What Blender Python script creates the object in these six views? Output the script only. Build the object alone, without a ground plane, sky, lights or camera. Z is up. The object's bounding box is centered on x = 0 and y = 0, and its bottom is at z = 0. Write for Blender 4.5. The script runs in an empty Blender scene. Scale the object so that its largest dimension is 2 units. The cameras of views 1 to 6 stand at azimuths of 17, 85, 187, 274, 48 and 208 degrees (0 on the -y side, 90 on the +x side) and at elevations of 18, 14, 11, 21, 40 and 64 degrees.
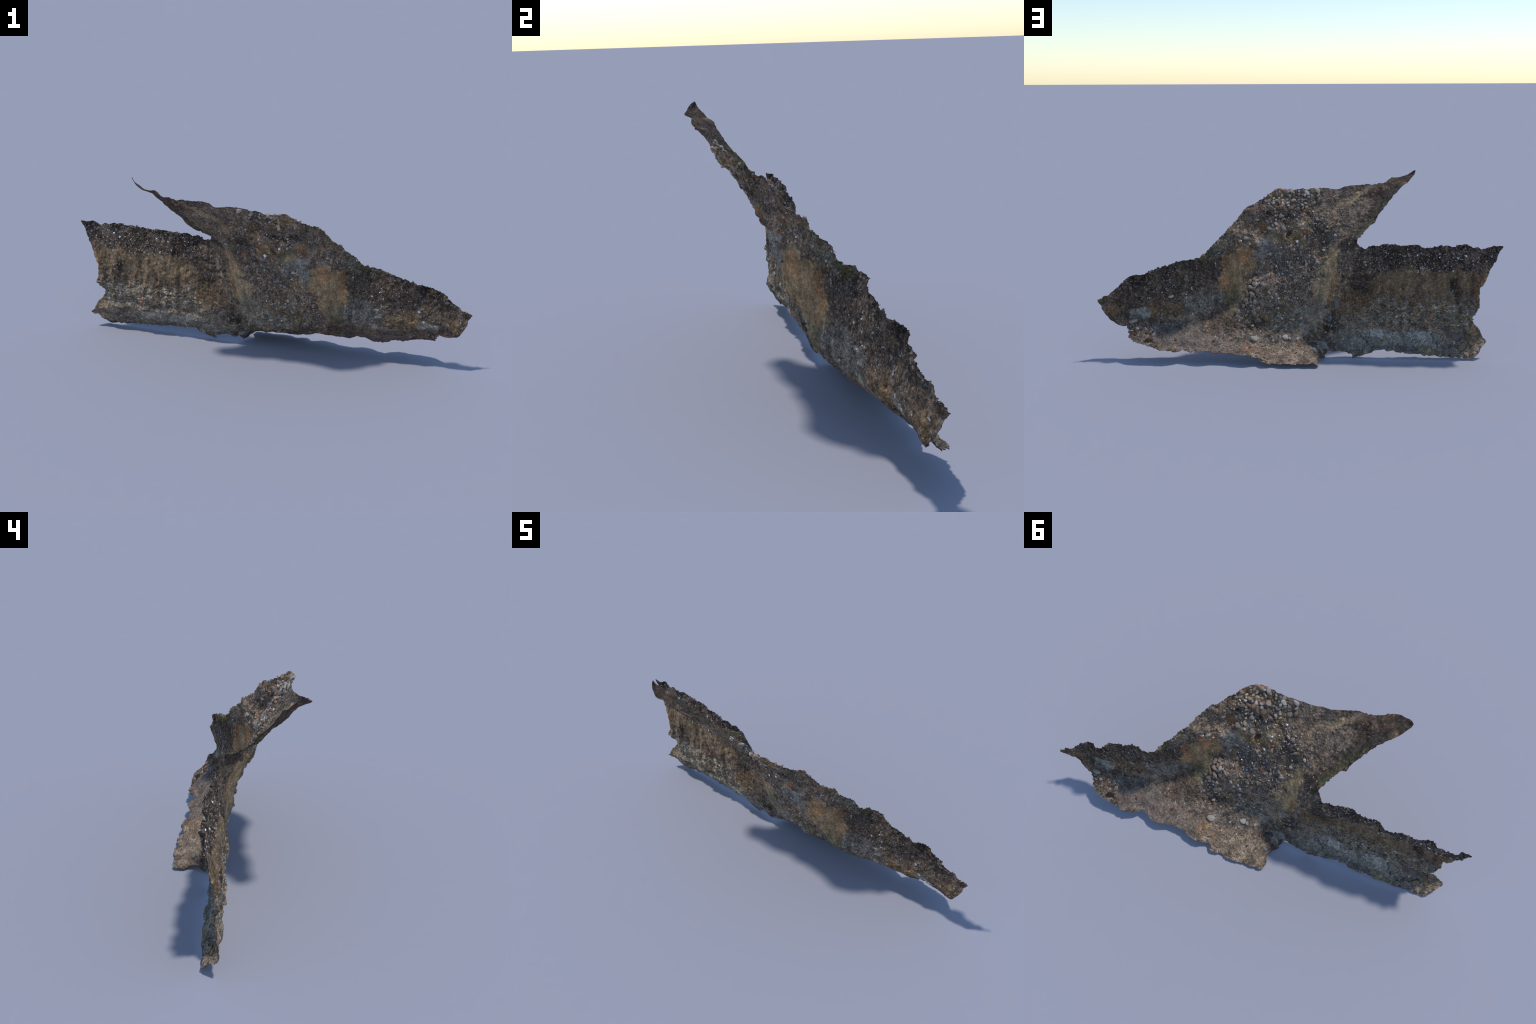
"""An eroded earth bank: a thin crust of soil, shale, gravel and sand, the way it
was lifted off a slope.  One crust surface is stretched over surveyed relief points
inside its broken rim, roughened, given thickness, and then separated into its
cliff wall, buttress, slope and floor; stones, pebbles, roots, twigs and grass are
real pieces set into it."""
import bpy
import math
import random
import numpy as np
from mathutils import Vector, Matrix, Euler
from mathutils.geometry import delaunay_2d_cdt
from mathutils.kdtree import KDTree

RNG = random.Random(7)
NPR = np.random.RandomState(11)

# ---------------------------------------------------------------- survey points
# metres; where the crust runs through, kept per part of the bank
RELIEF_CLIFF_WALL = [
    (-0.326, 0.055, 0.482), (-0.406, 0.048, 0.129), (-0.425, 0.055, 0.112), (-0.428, 0.037, 0.393),
    (-0.437, 0.062, 0.087), (-0.473, 0.032, 0.397), (-0.493, 0.043, 0.522), (-0.520, 0.045, 0.125),
    (-0.538, 0.030, 0.278), (-0.538, 0.060, 0.093), (-0.539, 0.025, 0.321), (-0.547, 0.025, 0.396),
    (-0.570, 0.043, 0.572), (-0.572, 0.033, 0.492), (-0.579, 0.016, 0.154), (-0.581, 0.025, 0.292),
    (-0.604, 0.040, 0.449), (-0.606, 0.061, 0.083), (-0.641, 0.014, 0.207), (-0.700, 0.093, 0.019),
    (-0.708, 0.040, 0.495), (-0.722, 0.031, 0.465), (-0.723, 0.052, 0.557), (-0.740, 0.077, 0.042),
    (-0.750, 0.016, 0.287), (-0.760, 0.044, 0.532), (-0.762, 0.018, 0.440), (-0.777, 0.004, 0.362),
    (-0.789, 0.017, 0.102), (-0.807, 0.007, 0.232), (-0.813, 0.047, 0.052), (-0.830, 0.060, 0.023),
    (-0.845, 0.016, 0.089), (-0.867, 0.028, 0.198), (-0.896, -0.000, 0.259), (-0.898, 0.015, 0.319),
    (-0.938, 0.010, 0.085), (-0.998, 0.021, 0.566), (-0.245, 0.051, 0.474), (-0.300, 0.026, 0.196),
]
RELIEF_SLOPE = [
    (0.998, 0.232, 0.294), (0.936, 0.198, 0.219), (0.854, 0.194, 0.332), (0.837, 0.186, 0.348),
    (0.814, 0.221, 0.188), (0.788, 0.184, 0.346), (0.772, 0.173, 0.278), (0.750, 0.206, 0.176),
    (0.736, 0.167, 0.279), (0.714, 0.176, 0.187), (0.707, 0.147, 0.226), (0.686, 0.158, 0.212),
    (0.675, 0.144, 0.386), (0.647, 0.141, 0.373), (0.639, 0.142, 0.303), (0.615, 0.134, 0.439),
    (0.605, 0.134, 0.222), (0.605, 0.132, 0.417), (0.579, 0.134, 0.217), (0.561, 0.128, 0.295),
    (0.554, 0.133, 0.202), (0.537, 0.116, 0.337), (0.451, 0.077, 0.402), (0.420, 0.068, 0.355),
    (0.825, 0.168, 0.258), (0.868, 0.176, 0.250),
]
RELIEF_FLOOR = [
    (0.801, 0.257, 0.132), (0.790, 0.239, 0.159), (0.747, 0.236, 0.150), (0.636, 0.208, 0.142),
    (0.598, 0.243, 0.107), (0.565, 0.227, 0.111), (0.542, 0.189, 0.138), (0.525, 0.174, 0.146),
    (0.473, 0.167, 0.138), (0.468, 0.206, 0.107), (0.411, 0.212, 0.099), (0.264, 0.166, 0.100),
    (0.212, 0.174, 0.102), (0.152, 0.288, 0.030), (0.147, 0.273, 0.041), (0.089, 0.229, 0.051),
    (0.063, 0.120, 0.101), (0.042, 0.123, 0.096), (0.003, 0.113, 0.092), (-0.001, 0.218, 0.046),
    (-0.086, 0.193, 0.055),
]
RELIEF_BUTTRESS = [
    (0.400, 0.064, 0.206), (0.348, 0.084, 0.204), (0.377, 0.047, 0.360), (0.366, 0.026, 0.521), (0.364, 0.017, 0.280),
    (0.332, 0.003, 0.551), (0.329, 0.136, 0.141), (0.315, -0.003, 0.556), (0.287, 0.101, 0.161),
    (0.283, -0.022, 0.577), (0.275, 0.050, 0.267), (0.273, 0.023, 0.301), (0.265, -0.066, 0.638),
    (0.260, -0.089, 0.712), (0.251, -0.057, 0.414), (0.247, 0.034, 0.302), (0.238, -0.087, 0.607),
    (0.215, -0.108, 0.595), (0.194, -0.074, 0.518), (0.193, 0.022, 0.346), (0.183, -0.122, 0.640),
    (0.173, -0.092, 0.587), (0.171, -0.159, 0.714), (0.166, 0.060, 0.205), (0.155, -0.113, 0.632),
    (0.150, -0.164, 0.707), (0.122, 0.091, 0.123), (0.119, -0.169, 0.720), (0.105, -0.217, 0.770),
    (0.099, -0.107, 0.617), (0.093, -0.080, 0.559), (0.085, -0.228, 0.792), (0.083, 0.109, 0.110),
    (0.075, -0.129, 0.651), (0.069, -0.100, 0.594), (0.034, 0.020, 0.351), (0.019, -0.162, 0.718),
    (0.012, -0.049, 0.501), (0.008, 0.072, 0.159), (0.006, -0.095, 0.624), (-0.016, -0.205, 0.791),
    (-0.017, -0.187, 0.739), (-0.024, 0.030, 0.259), (-0.039, -0.209, 0.774), (-0.051, 0.006, 0.391),
    (-0.068, -0.034, 0.480), (-0.073, -0.224, 0.809), (-0.074, -0.118, 0.666), (-0.085, -0.026, 0.454),
    (-0.095, 0.078, 0.107), (-0.096, -0.113, 0.668), (-0.116, -0.060, 0.516), (-0.119, 0.071, 0.175),
    (-0.122, -0.088, 0.608), (-0.131, 0.074, 0.138), (-0.132, -0.092, 0.585), (-0.151, -0.125, 0.653),
    (-0.154, 0.111, 0.039), (-0.158, 0.058, 0.189), (-0.171, 0.073, 0.105), (-0.176, 0.112, 0.028),
    (-0.186, 0.056, 0.181), (-0.190, 0.049, 0.266), (-0.251, -0.192, 0.728), (-0.277, 0.112, 0.003),
    (-0.292, -0.152, 0.698), (-0.297, -0.123, 0.666), (-0.297, -0.215, 0.756), (-0.336, -0.066, 0.641),
    (-0.369, -0.090, 0.664), (-0.388, -0.154, 0.726), (-0.403, -0.127, 0.718), (-0.433, -0.167, 0.751),
    (-0.485, -0.316, 0.867), (-0.533, -0.234, 0.849), (-0.427, -0.242, 0.813), (-0.368, -0.193, 0.743),
    (-0.492, -0.260, 0.846),
]
# the broken rim, followed round once
RIM_CREST = [
    (0.998, 0.232, 0.294), (0.978, 0.226, 0.306), (0.942, 0.215, 0.317), (0.929, 0.214, 0.329),
    (0.909, 0.201, 0.346), (0.885, 0.190, 0.370), (0.869, 0.190, 0.386), (0.848, 0.179, 0.405),
    (0.812, 0.188, 0.419), (0.786, 0.203, 0.422), (0.762, 0.194, 0.422), (0.748, 0.180, 0.429),
    (0.733, 0.164, 0.438), (0.701, 0.160, 0.450), (0.668, 0.148, 0.459), (0.621, 0.137, 0.474),
    (0.586, 0.138, 0.481), (0.529, 0.141, 0.494), (0.495, 0.130, 0.503), (0.473, 0.096, 0.516),
    (0.450, 0.077, 0.539), (0.429, 0.065, 0.564), (0.414, 0.039, 0.580), (0.377, 0.005, 0.620),
    (0.342, -0.043, 0.660), (0.321, -0.066, 0.687), (0.288, -0.099, 0.726), (0.257, -0.107, 0.742),
    (0.223, -0.151, 0.760), (0.187, -0.184, 0.783), (0.145, -0.219, 0.811), (0.103, -0.237, 0.806),
    (0.059, -0.236, 0.806), (-0.016, -0.226, 0.813), (-0.086, -0.232, 0.817), (-0.149, -0.239, 0.811),
    (-0.203, -0.243, 0.820), (-0.242, -0.250, 0.827), (-0.325, -0.278, 0.833), (-0.360, -0.284, 0.833),
    (-0.399, -0.290, 0.837), (-0.429, -0.294, 0.852), (-0.449, -0.297, 0.863), (-0.482, -0.318, 0.864),
    (-0.499, -0.318, 0.870), (-0.535, -0.306, 0.884), (-0.557, -0.294, 0.900),
]
RIM_OVERHANG = [
    (-0.573, -0.277, 0.909),
    (-0.567, -0.268, 0.889), (-0.547, -0.247, 0.868), (-0.533, -0.233, 0.849), (-0.511, -0.213, 0.838),
    (-0.489, -0.203, 0.813), (-0.465, -0.187, 0.790), (-0.433, -0.164, 0.751), (-0.403, -0.130, 0.716),
    (-0.384, -0.106, 0.690), (-0.369, -0.083, 0.665), (-0.336, -0.065, 0.641), (-0.321, -0.042, 0.630),
    (-0.303, -0.010, 0.602), (-0.289, 0.020, 0.594),
    (-0.285, 0.026, 0.576), (-0.292, 0.029, 0.562), (-0.315, 0.055, 0.553),
]
RIM_WALL_TOP = [
    (-0.331, 0.059, 0.549), (-0.350, 0.050, 0.562), (-0.383, 0.052, 0.561), (-0.420, 0.037, 0.570),
    (-0.476, 0.042, 0.571), (-0.501, 0.051, 0.565), (-0.551, 0.050, 0.569), (-0.571, 0.044, 0.573),
    (-0.588, 0.051, 0.570), (-0.610, 0.062, 0.563), (-0.662, 0.061, 0.560), (-0.684, 0.058, 0.567),
    (-0.731, 0.047, 0.569), (-0.749, 0.049, 0.565), (-0.783, 0.041, 0.573), (-0.811, 0.033, 0.576),
    (-0.833, 0.039, 0.572), (-0.854, 0.043, 0.561), (-0.879, 0.042, 0.563), (-0.897, 0.042, 0.552),
    (-0.918, 0.046, 0.562), (-0.960, 0.023, 0.569),
]
RIM_WALL_END = [
    (-0.999, 0.021, 0.566), (-0.979, 0.030, 0.532), (-0.967, 0.025, 0.496), (-0.938, 0.018, 0.437),
    (-0.922, 0.013, 0.384), (-0.899, 0.014, 0.349), (-0.898, 0.015, 0.319), (-0.898, 0.006, 0.261),
    (-0.880, 0.020, 0.225), (-0.866, 0.028, 0.203), (-0.868, 0.020, 0.172), (-0.894, 0.012, 0.144),
    (-0.938, 0.010, 0.085), (-0.924, 0.030, 0.067), (-0.894, 0.060, 0.026), (-0.872, 0.076, 0.012),
]
RIM_WALL_FOOT = [
    (-0.847, 0.079, 0.005), (-0.815, 0.080, 0.007), (-0.780, 0.086, 0.016), (-0.724, 0.093, 0.022),
    (-0.699, 0.094, 0.020), (-0.651, 0.096, 0.025), (-0.601, 0.100, 0.030), (-0.538, 0.101, 0.033),
    (-0.513, 0.101, 0.037), (-0.434, 0.097, 0.041), (-0.389, 0.106, 0.044), (-0.361, 0.107, 0.030),
    (-0.331, 0.109, 0.021), (-0.274, 0.112, 0.002), (-0.264, 0.115, 0.021), (-0.235, 0.114, 0.035),
    (-0.187, 0.114, 0.036), (-0.174, 0.109, 0.028), (-0.153, 0.109, 0.039),
]
RIM_FLOOR = [
    (-0.152, 0.125, 0.036), (-0.145, 0.132, 0.028), (-0.132, 0.165, 0.010),
    (-0.113, 0.176, 0.026), (-0.111, 0.275, 0.019),
    (-0.044, 0.295, 0.019), (0.057, 0.304, 0.020), (0.114, 0.298, 0.018), (0.145, 0.303, 0.028),
    (0.191, 0.286, 0.034), (0.233, 0.302, 0.049), (0.285, 0.291, 0.053), (0.400, 0.278, 0.057),
    (0.431, 0.293, 0.068), (0.487, 0.301, 0.069), (0.516, 0.288, 0.061), (0.540, 0.277, 0.068),
    (0.560, 0.273, 0.071), (0.583, 0.300, 0.062), (0.617, 0.315, 0.074), (0.670, 0.311, 0.079),
    (0.718, 0.318, 0.090), (0.766, 0.305, 0.101), (0.802, 0.294, 0.110), (0.832, 0.274, 0.122),
    (0.833, 0.257, 0.139),
]
RIM_SLOPE_END = [
    (0.841, 0.256, 0.140), (0.846, 0.240, 0.155), (0.854, 0.230, 0.167), (0.893, 0.220, 0.165),
    (0.922, 0.211, 0.182), (0.945, 0.206, 0.195), (0.959, 0.218, 0.225), (0.978, 0.234, 0.265),
]

# ---------------------------------------------------------------- noise helpers
def lattice(ix, iy, iz, seed):
    h = (ix.astype(np.int64) * 374761393 + iy.astype(np.int64) * 668265263
         + iz.astype(np.int64) * 2147483647 + seed * 1274126177) & 0xFFFFFFFF
    h = ((h ^ (h >> 13)) * 1274126177) & 0xFFFFFFFF
    h = ((h ^ (h >> 16)) * 2246822519) & 0xFFFFFFFF
    return ((h ^ (h >> 15)) & 0xFFFFFF) / float(0xFFFFFF)


def value_noise(p, seed):
    i = np.floor(p)
    f = p - i
    f = f * f * f * (f * (f * 6 - 15) + 10)
    i = i.astype(np.int64)
    total = 0.0
    for dx in (0, 1):
        for dy in (0, 1):
            for dz in (0, 1):
                w = ((f[:, 0] if dx else 1 - f[:, 0]) * (f[:, 1] if dy else 1 - f[:, 1])
                     * (f[:, 2] if dz else 1 - f[:, 2]))
                total = total + w * lattice(i[:, 0] + dx, i[:, 1] + dy, i[:, 2] + dz, seed)
    return total * 2 - 1


def fractal(p, seed, octaves=4, gain=0.5):
    total, amp = 0.0, 1.0
    for k in range(octaves):
        total = total + amp * value_noise(p * 2.03 ** k + 17.3 * k, seed + k)
        amp *= gain
    return total


def cell_distance(p, seed):
    i = np.floor(p).astype(np.int64)
    best = np.full(len(p), 9.0)
    for dx in (-1, 0, 1):
        for dy in (-1, 0, 1):
            for dz in (-1, 0, 1):
                c = i + (dx, dy, dz)
                q = np.stack([c[:, k] + lattice(c[:, 0], c[:, 1], c[:, 2], seed + k) for k in range(3)], 1)
                best = np.minimum(best, ((p - q) ** 2).sum(1))
    return np.sqrt(best)


def smooth(a, b, x):
    t = np.clip((x - a) / (b - a), 0, 1)
    return t * t * (3 - 2 * t)


# ---------------------------------------------------------------- crust surface
# The crust is single valued seen obliquely from the valley side, so it is laid out
# over (x, t) with t running up the slope, and w standing out of it.
TILT = math.radians(36)
CT, ST = math.cos(TILT), math.sin(TILT)


def to_sheet(p):
    p = np.asarray(p, float)
    return np.stack([p[:, 0], p[:, 2] * CT - p[:, 1] * ST, p[:, 1] * CT + p[:, 2] * ST], 1)


def from_sheet(x, t, w):
    return np.stack([x, w * CT - t * ST, t * CT + w * ST], 1)


class Relief:
    """thin-plate surface through the survey points"""

    def __init__(self, pts, stiffness=2e-5):
        s = to_sheet(pts)
        self.c = s[:, :2]
        n = len(s)
        A = np.zeros((n + 3, n + 3))
        A[:n, :n] = self.kernel(self.c[:, None] - self.c[None]) + np.eye(n) * stiffness
        A[:n, n] = 1
        A[:n, n + 1:] = self.c
        A[n, :n] = 1
        A[n + 1:, :n] = self.c.T
        self.k = np.linalg.solve(A, np.concatenate([s[:, 2], np.zeros(3)]))

    @staticmethod
    def kernel(d):
        r2 = (d ** 2).sum(-1) + 1e-12
        return 0.5 * r2 * np.log(r2)

    def __call__(self, x, t):
        q = np.stack([x, t], 1)
        out = np.empty(len(q))
        for a in range(0, len(q), 20000):
            b = q[a:a + 20000]
            out[a:a + 20000] = self.kernel(b[:, None] - self.c[None]) @ self.k[:-3] + self.k[-3] + b @ self.k[-2:]
        return out


RIM = (RIM_CREST + RIM_OVERHANG + RIM_WALL_TOP + RIM_WALL_END + RIM_WALL_FOOT[::1] + RIM_FLOOR + RIM_SLOPE_END)
RELIEF = RELIEF_CLIFF_WALL + RELIEF_SLOPE + RELIEF_FLOOR + RELIEF_BUTTRESS
known = list(RELIEF)
for q in RIM:
    if all(sum((a - b) ** 2 for a, b in zip(q, k)) > 0.007 ** 2 for k in known):
        known.append(q)
relief = Relief(known)

STEP = 0.0034


def rim_line():
    p = to_sheet(RIM)[:, :2]
    n = len(p)
    out = []
    for i in range(n):
        a, b, c, d = p[i - 1], p[i], p[(i + 1) % n], p[(i + 2) % n]
        m = max(1, int(round(np.linalg.norm(c - b) / 0.0026)))
        for k in range(m):
            u = k / m
            # softened Catmull-Rom keeps the corners of the break
            cr = 0.5 * ((2 * b) + (c - a) * u + (2 * a - 5 * b + 4 * c - d) * u * u + (3 * b - a - 3 * c + d) * u ** 3)
            out.append(0.5 * cr + 0.5 * (b + (c - b) * u))
    out = np.array(out)
    tang = np.roll(out, -1, 0) - np.roll(out, 1, 0)
    nrm = np.stack([-tang[:, 1], tang[:, 0]], 1) / (np.linalg.norm(tang, axis=1)[:, None] + 1e-9)
    q = np.concatenate([out, np.zeros((len(out), 1))], 1)
    crest_rough = 1 - 0.1 * smooth(0.18, 0.24, out[:, 1])
    foot = smooth(0.16, 0.10, out[:, 1]) * smooth(0.95, 0.80, out[:, 0])
    rough = 0.0055 * foot * value_noise(q * 38, 4) + 0.0030 * value_noise(q * 90, 5) + 0.0016 * value_noise(q * 260, 6)
    sharp = 0.8 + 0.8 * smooth(0.0, 0.5, value_noise(q * 11, 8))
    ear = smooth(-0.42, -0.50, out[:, 0]) * smooth(0.66, 0.72, out[:, 1])
    return out + nrm * (rough * sharp * crest_rough * (1 - 0.6 * ear))[:, None]


def crust_layout():
    rim = rim_line()
    n = len(rim)
    nxt = np.roll(rim, -1, 0)
    lo, hi = rim.min(0), rim.max(0)
    inner, row = [], 0
    cells = {}
    for q in rim:
        cells.setdefault((int(q[0] // STEP), int(q[1] // STEP)), []).append(q)
    t = lo[1] + STEP
    while t < hi[1]:
        cut = (rim[:, 1] <= t) != (nxt[:, 1] <= t)
        xs = np.sort(rim[cut, 0] + (t - rim[cut, 1]) / (nxt[cut, 1] - rim[cut, 1]) * (nxt[cut, 0] - rim[cut, 0]))
        for a, b in zip(xs[0::2], xs[1::2]):
            for x in np.arange(math.ceil(a / STEP) * STEP + (row % 2) * STEP / 2, b, STEP):
                q = (x + RNG.uniform(-.22, .22) * STEP, t + RNG.uniform(-.22, .22) * STEP)
                cx, cy = int(q[0] // STEP), int(q[1] // STEP)
                if all((q[0] - r[0]) ** 2 + (q[1] - r[1]) ** 2 > (0.62 * STEP) ** 2
                       for i in (-1, 0, 1) for j in (-1, 0, 1) for r in cells.get((cx + i, cy + j), ())):
                    inner.append(q)
        t += STEP * 0.87
        row += 1
    verts = [Vector(q) for q in rim] + [Vector(q) for q in inner]
    vo, eo, fo, ov, oe, of = delaunay_2d_cdt(verts, [], [list(range(n))], 1, 1e-7)
    return np.array([(v[0], v[1]) for v in vo]), np.array([f for f in fo if len(f) == 3])


def zone(p, *spots):
    """soft union of spots (x, z, radius x, radius z, lean in degrees)"""
    wob = np.stack([fractal(p * 14, 31, 3), fractal(p * 14, 41, 3)], 1) * 0.022
    m = np.zeros(len(p))
    for x, z, rx, rz, lean in spots:
        c, s = math.cos(math.radians(lean)), math.sin(math.radians(lean))
        dx, dz = p[:, 0] - x + wob[:, 0], p[:, 2] - z + wob[:, 1]
        d = np.hypot((dx * c + dz * s) / rx, (-dx * s + dz * c) / rz)
        m = np.maximum(m, smooth(1.2, 0.75, d))
    return m


# folds standing out of (or cut into) the face: height, half width, line in (x, z)
RIBS = [
    (0.010, 0.020, [(-0.080, 0.47), (-0.088, 0.41), (-0.080, 0.37), (-0.050, 0.33), (-0.015, 0.29), (0.02, 0.27)]),
    (-0.008, 0.014, [(-0.105, 0.41), (-0.098, 0.37), (-0.070, 0.32), (-0.035, 0.28)]),
    (0.007, 0.014, [(-0.40, 0.835), (-0.30, 0.775), (-0.23, 0.730), (-0.165, 0.680), (-0.150, 0.630), (-0.135, 0.57)]),
    (0.008, 0.018, [(0.240, 0.54), (0.225, 0.50), (0.235, 0.44), (0.255, 0.41)]),
    (-0.007, 0.014, [(0.262, 0.50), (0.268, 0.44), (0.285, 0.39)]),
    (-0.009, 0.014, [(0.070, 0.595), (0.080, 0.57)]),
    (0.006, 0.016, [(0.14, 0.60), (0.10, 0.585), (0.06, 0.55), (0.05, 0.50)]),
    (0.008, 0.016, [(0.24, 0.21), (0.17, 0.205), (0.11, 0.215), (0.03, 0.225), (-0.03, 0.245)]),
    (-0.008, 0.012, [(0.22, 0.165), (0.16, 0.165), (0.11, 0.150)]),
    (0.007, 0.014, [(-0.33, 0.155), (-0.45, 0.165), (-0.57, 0.160), (-0.70, 0.170), (-0.82, 0.165)]),
    (-0.008, 0.011, [(-0.34, 0.130), (-0.47, 0.140), (-0.58, 0.137), (-0.70, 0.145), (-0.82, 0.135)]),
    (-0.0045, 0.013, [(-0.785, 0.36), (-0.780, 0.28), (-0.790, 0.20)]),
    (-0.0045, 0.013, [(-0.640, 0.30), (-0.650, 0.22), (-0.655, 0.15)]),
    (-0.0045, 0.012, [(-0.600, 0.52), (-0.590, 0.46), (-0.575, 0.40)]),
    (-0.006, 0.010, [(-0.455, 0.44), (-0.470, 0.37), (-0.480, 0.31)]),
    (0.005, 0.012, [(-0.19, 0.36), (-0.205, 0.42), (-0.215, 0.48), (-0.25, 0.56)]),
]


def line_distance(p, line):
    best = np.full(len(p), 9.0)
    q = p[:, [0, 2]] + 0.007 * np.stack([value_noise(p * 35, 161), value_noise(p * 35, 162)], 1)
    for a, b in zip(np.array(line[:-1]), np.array(line[1:])):
        u = np.clip(((q - a) @ (b - a)) / ((b - a) @ (b - a)), 0, 1)
        best = np.minimum(best, np.linalg.norm(q - a - u[:, None] * (b - a), axis=1))
    return best


def crease_height(x):
    return np.interp(x, [-0.12, -0.05, 0.08, 0.166, 0.287, 0.33, 0.46, 0.554, 0.686, 0.75, 0.83],
                     [0.062, 0.094, 0.108, 0.118, 0.158, 0.140, 0.165, 0.200, 0.210, 0.178, 0.185])


def gully_x(t):
    return np.interp(t, [-0.10, 0.05, 0.10, 0.19, 0.30, 0.455], [-0.135, -0.145, -0.16, -0.19, -0.21, -0.283])


def build_crust():
    xt, tris = crust_layout()
    x, t = xt[:, 0], xt[:, 1]
    w = relief(x, t)
    p = from_sheet(x, t, w)
    e = 0.004
    du = from_sheet(x + e, t, relief(x + e, t)) - p
    dv = from_sheet(x, t + e, relief(x, t + e)) - p
    nrm = np.cross(dv, du)
    nrm /= np.linalg.norm(nrm, axis=1)[:, None]
    floor = (x > -0.12) & (p[:, 2] < crease_height(x))
    wall = (x < gully_x(t)) & (t < 0.47)
    # which ground lies where decides how rough it is
    sand = zone(p, (0.60, 0.115, 0.17, 0.03, 0), (0.32, 0.40, 0.075, 0.13, -12), (0.38, 0.30, 0.05, 0.10, 0),
                (-0.15, 0.36, 0.03, 0.15, 10), (-0.50, 0.075, 0.18, 0.04, 0), (-0.11, 0.22, 0.03, 0.09, 10))
    shale = zone(p, (-0.62, 0.22, 0.30, 0.085, 0), (-0.86, 0.26, 0.06, 0.10, 0), (0.04, 0.16, 0.12, 0.055, -12),
                 (0.185, 0.52, 0.05, 0.06, 20), (0.78, 0.23, 0.09, 0.035, 0), (0.16, 0.22, 0.09, 0.03, -15))
    rubble = zone(p, (0.09, 0.73, 0.17, 0.08, -10), (0.25, 0.31, 0.06, 0.08, 0), (0.05, 0.42, 0.16, 0.12, 20),
                  (0.26, 0.17, 0.10, 0.05, 0), (-0.06, 0.60, 0.09, 0.11, 0), (0.30, 0.60, 0.08, 0.06, -40))
    soil = zone(p, (-0.62, 0.52, 0.42, 0.06, 0), (0.68, 0.36, 0.26, 0.12, 12), (-0.33, 0.40, 0.05, 0.14, 0))
    calm = np.clip(1 - 0.75 * sand, 0, 1)
    bump = 0.0055 * fractal(p * 17, 51, 4) * (0.45 + 0.55 * calm)
    bump += calm * 0.0022 * fractal(p * 75, 61, 3)
    pebbly = np.clip(rubble + 0.5 * soil + 0.25, 0, 1) * (1 - 0.9 * sand)
    c0 = cell_distance(p * 27 + 0.35 * fractal(p * 20, 77, 2)[:, None], 79)
    bump += (0.35 + rubble) * (1 - sand) * 0.0048 * (smooth(0.75, 0.2, c0) - .4)
    c1 = cell_distance(p * 52 + 0.3 * fractal(p * 30, 71, 2)[:, None], 81)
    c2 = cell_distance(p * 120, 91)
    bump += pebbly * (0.0052 * smooth(0.62, 0.1, c1) * (0.4 + 0.6 * rubble) + 0.0020 * smooth(0.6, 0.15, c2))
    lay = p * (24, 24, 95) + 2.2 * fractal(p * 8, 101, 2)[:, None]
    beds = fractal(lay, 111, 3)
    bump += shale * (0.0052 * smooth(-0.15, 0.35, beds) + 0.0016 * smooth(-0.1, 0.2, fractal(lay * 1.9, 121, 2)))
    runnel = zone(p, (-0.62, 0.33, 0.36, 0.20, 0), (0.34, 0.38, 0.09, 0.15, 0))
    bump += runnel * 0.0070 * fractal(p * (38, 38, 6), 151, 3)
    for height, width, line in RIBS:
        bump += height * np.exp(-(line_distance(p, line) / width) ** 2)
    # clods and turf torn ragged along the crest
    line = np.array(RIM_CREST + RIM_WALL_TOP)
    near = KDTree((len(line) - 1) * 4)
    for k, (a, b) in enumerate(zip(line[:-1], line[1:])):
        for j in range(4):
            near.insert(a + (b - a) * j / 4, 4 * k + j)
    near.balance()
    edge = np.array([near.find(q)[2] for q in p])
    ragged = smooth(0.030, 0.004, edge) * (1 - smooth(0.30, 0.16, p[:, 0]) * smooth(0.6, 0.7, p[:, 2]))
    bump += ragged * (0.0065 * fractal(p * 48, 171, 2) + 0.004 * value_noise(p * 150, 175))
    bump -= 0.0016 + 0.0030 * rubble + 0.0010 * shale
    bump *= 1 - 0.75 * smooth(-0.40, -0.50, p[:, 0]) * smooth(0.62, 0.70, p[:, 2])
    edge_fade = 1.0
    slabs = cell_distance(p * (11, 11, 24) + 0.5 * fractal(p * 8, 131, 2)[:, None], 141)
    foot = zone(p, (-0.60, 0.075, 0.28, 0.05, 0), (-0.85, 0.10, 0.08, 0.08, 0))
    bump += foot * 0.008 * (smooth(0.75, 0.35, slabs) - 0.5)
    front = p + nrm * (bump * edge_fade)[:, None]
    back = front - nrm * 0.0022
    bare = np.maximum(sand, zone(p, (0.195, 0.52, 0.045, 0.05, 25), (0.135, 0.575, 0.045, 0.035, 25), (-0.15, 0.41, 0.05, 0.08, 12),
                                 (-0.115, 0.32, 0.05, 0.08, 14), (-0.172, 0.50, 0.028, 0.05, 10), (-0.09, 0.22, 0.05, 0.07, 6),
                                 (-0.235, 0.755, 0.075, 0.018, -28), (-0.345, 0.805, 0.08, 0.014, -26)))
    return dict(bare=bare, front=front, back=back, tris=tris, floor=floor, wall=wall, nrm=nrm, x=x, t=t)


crust = build_crust()


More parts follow.
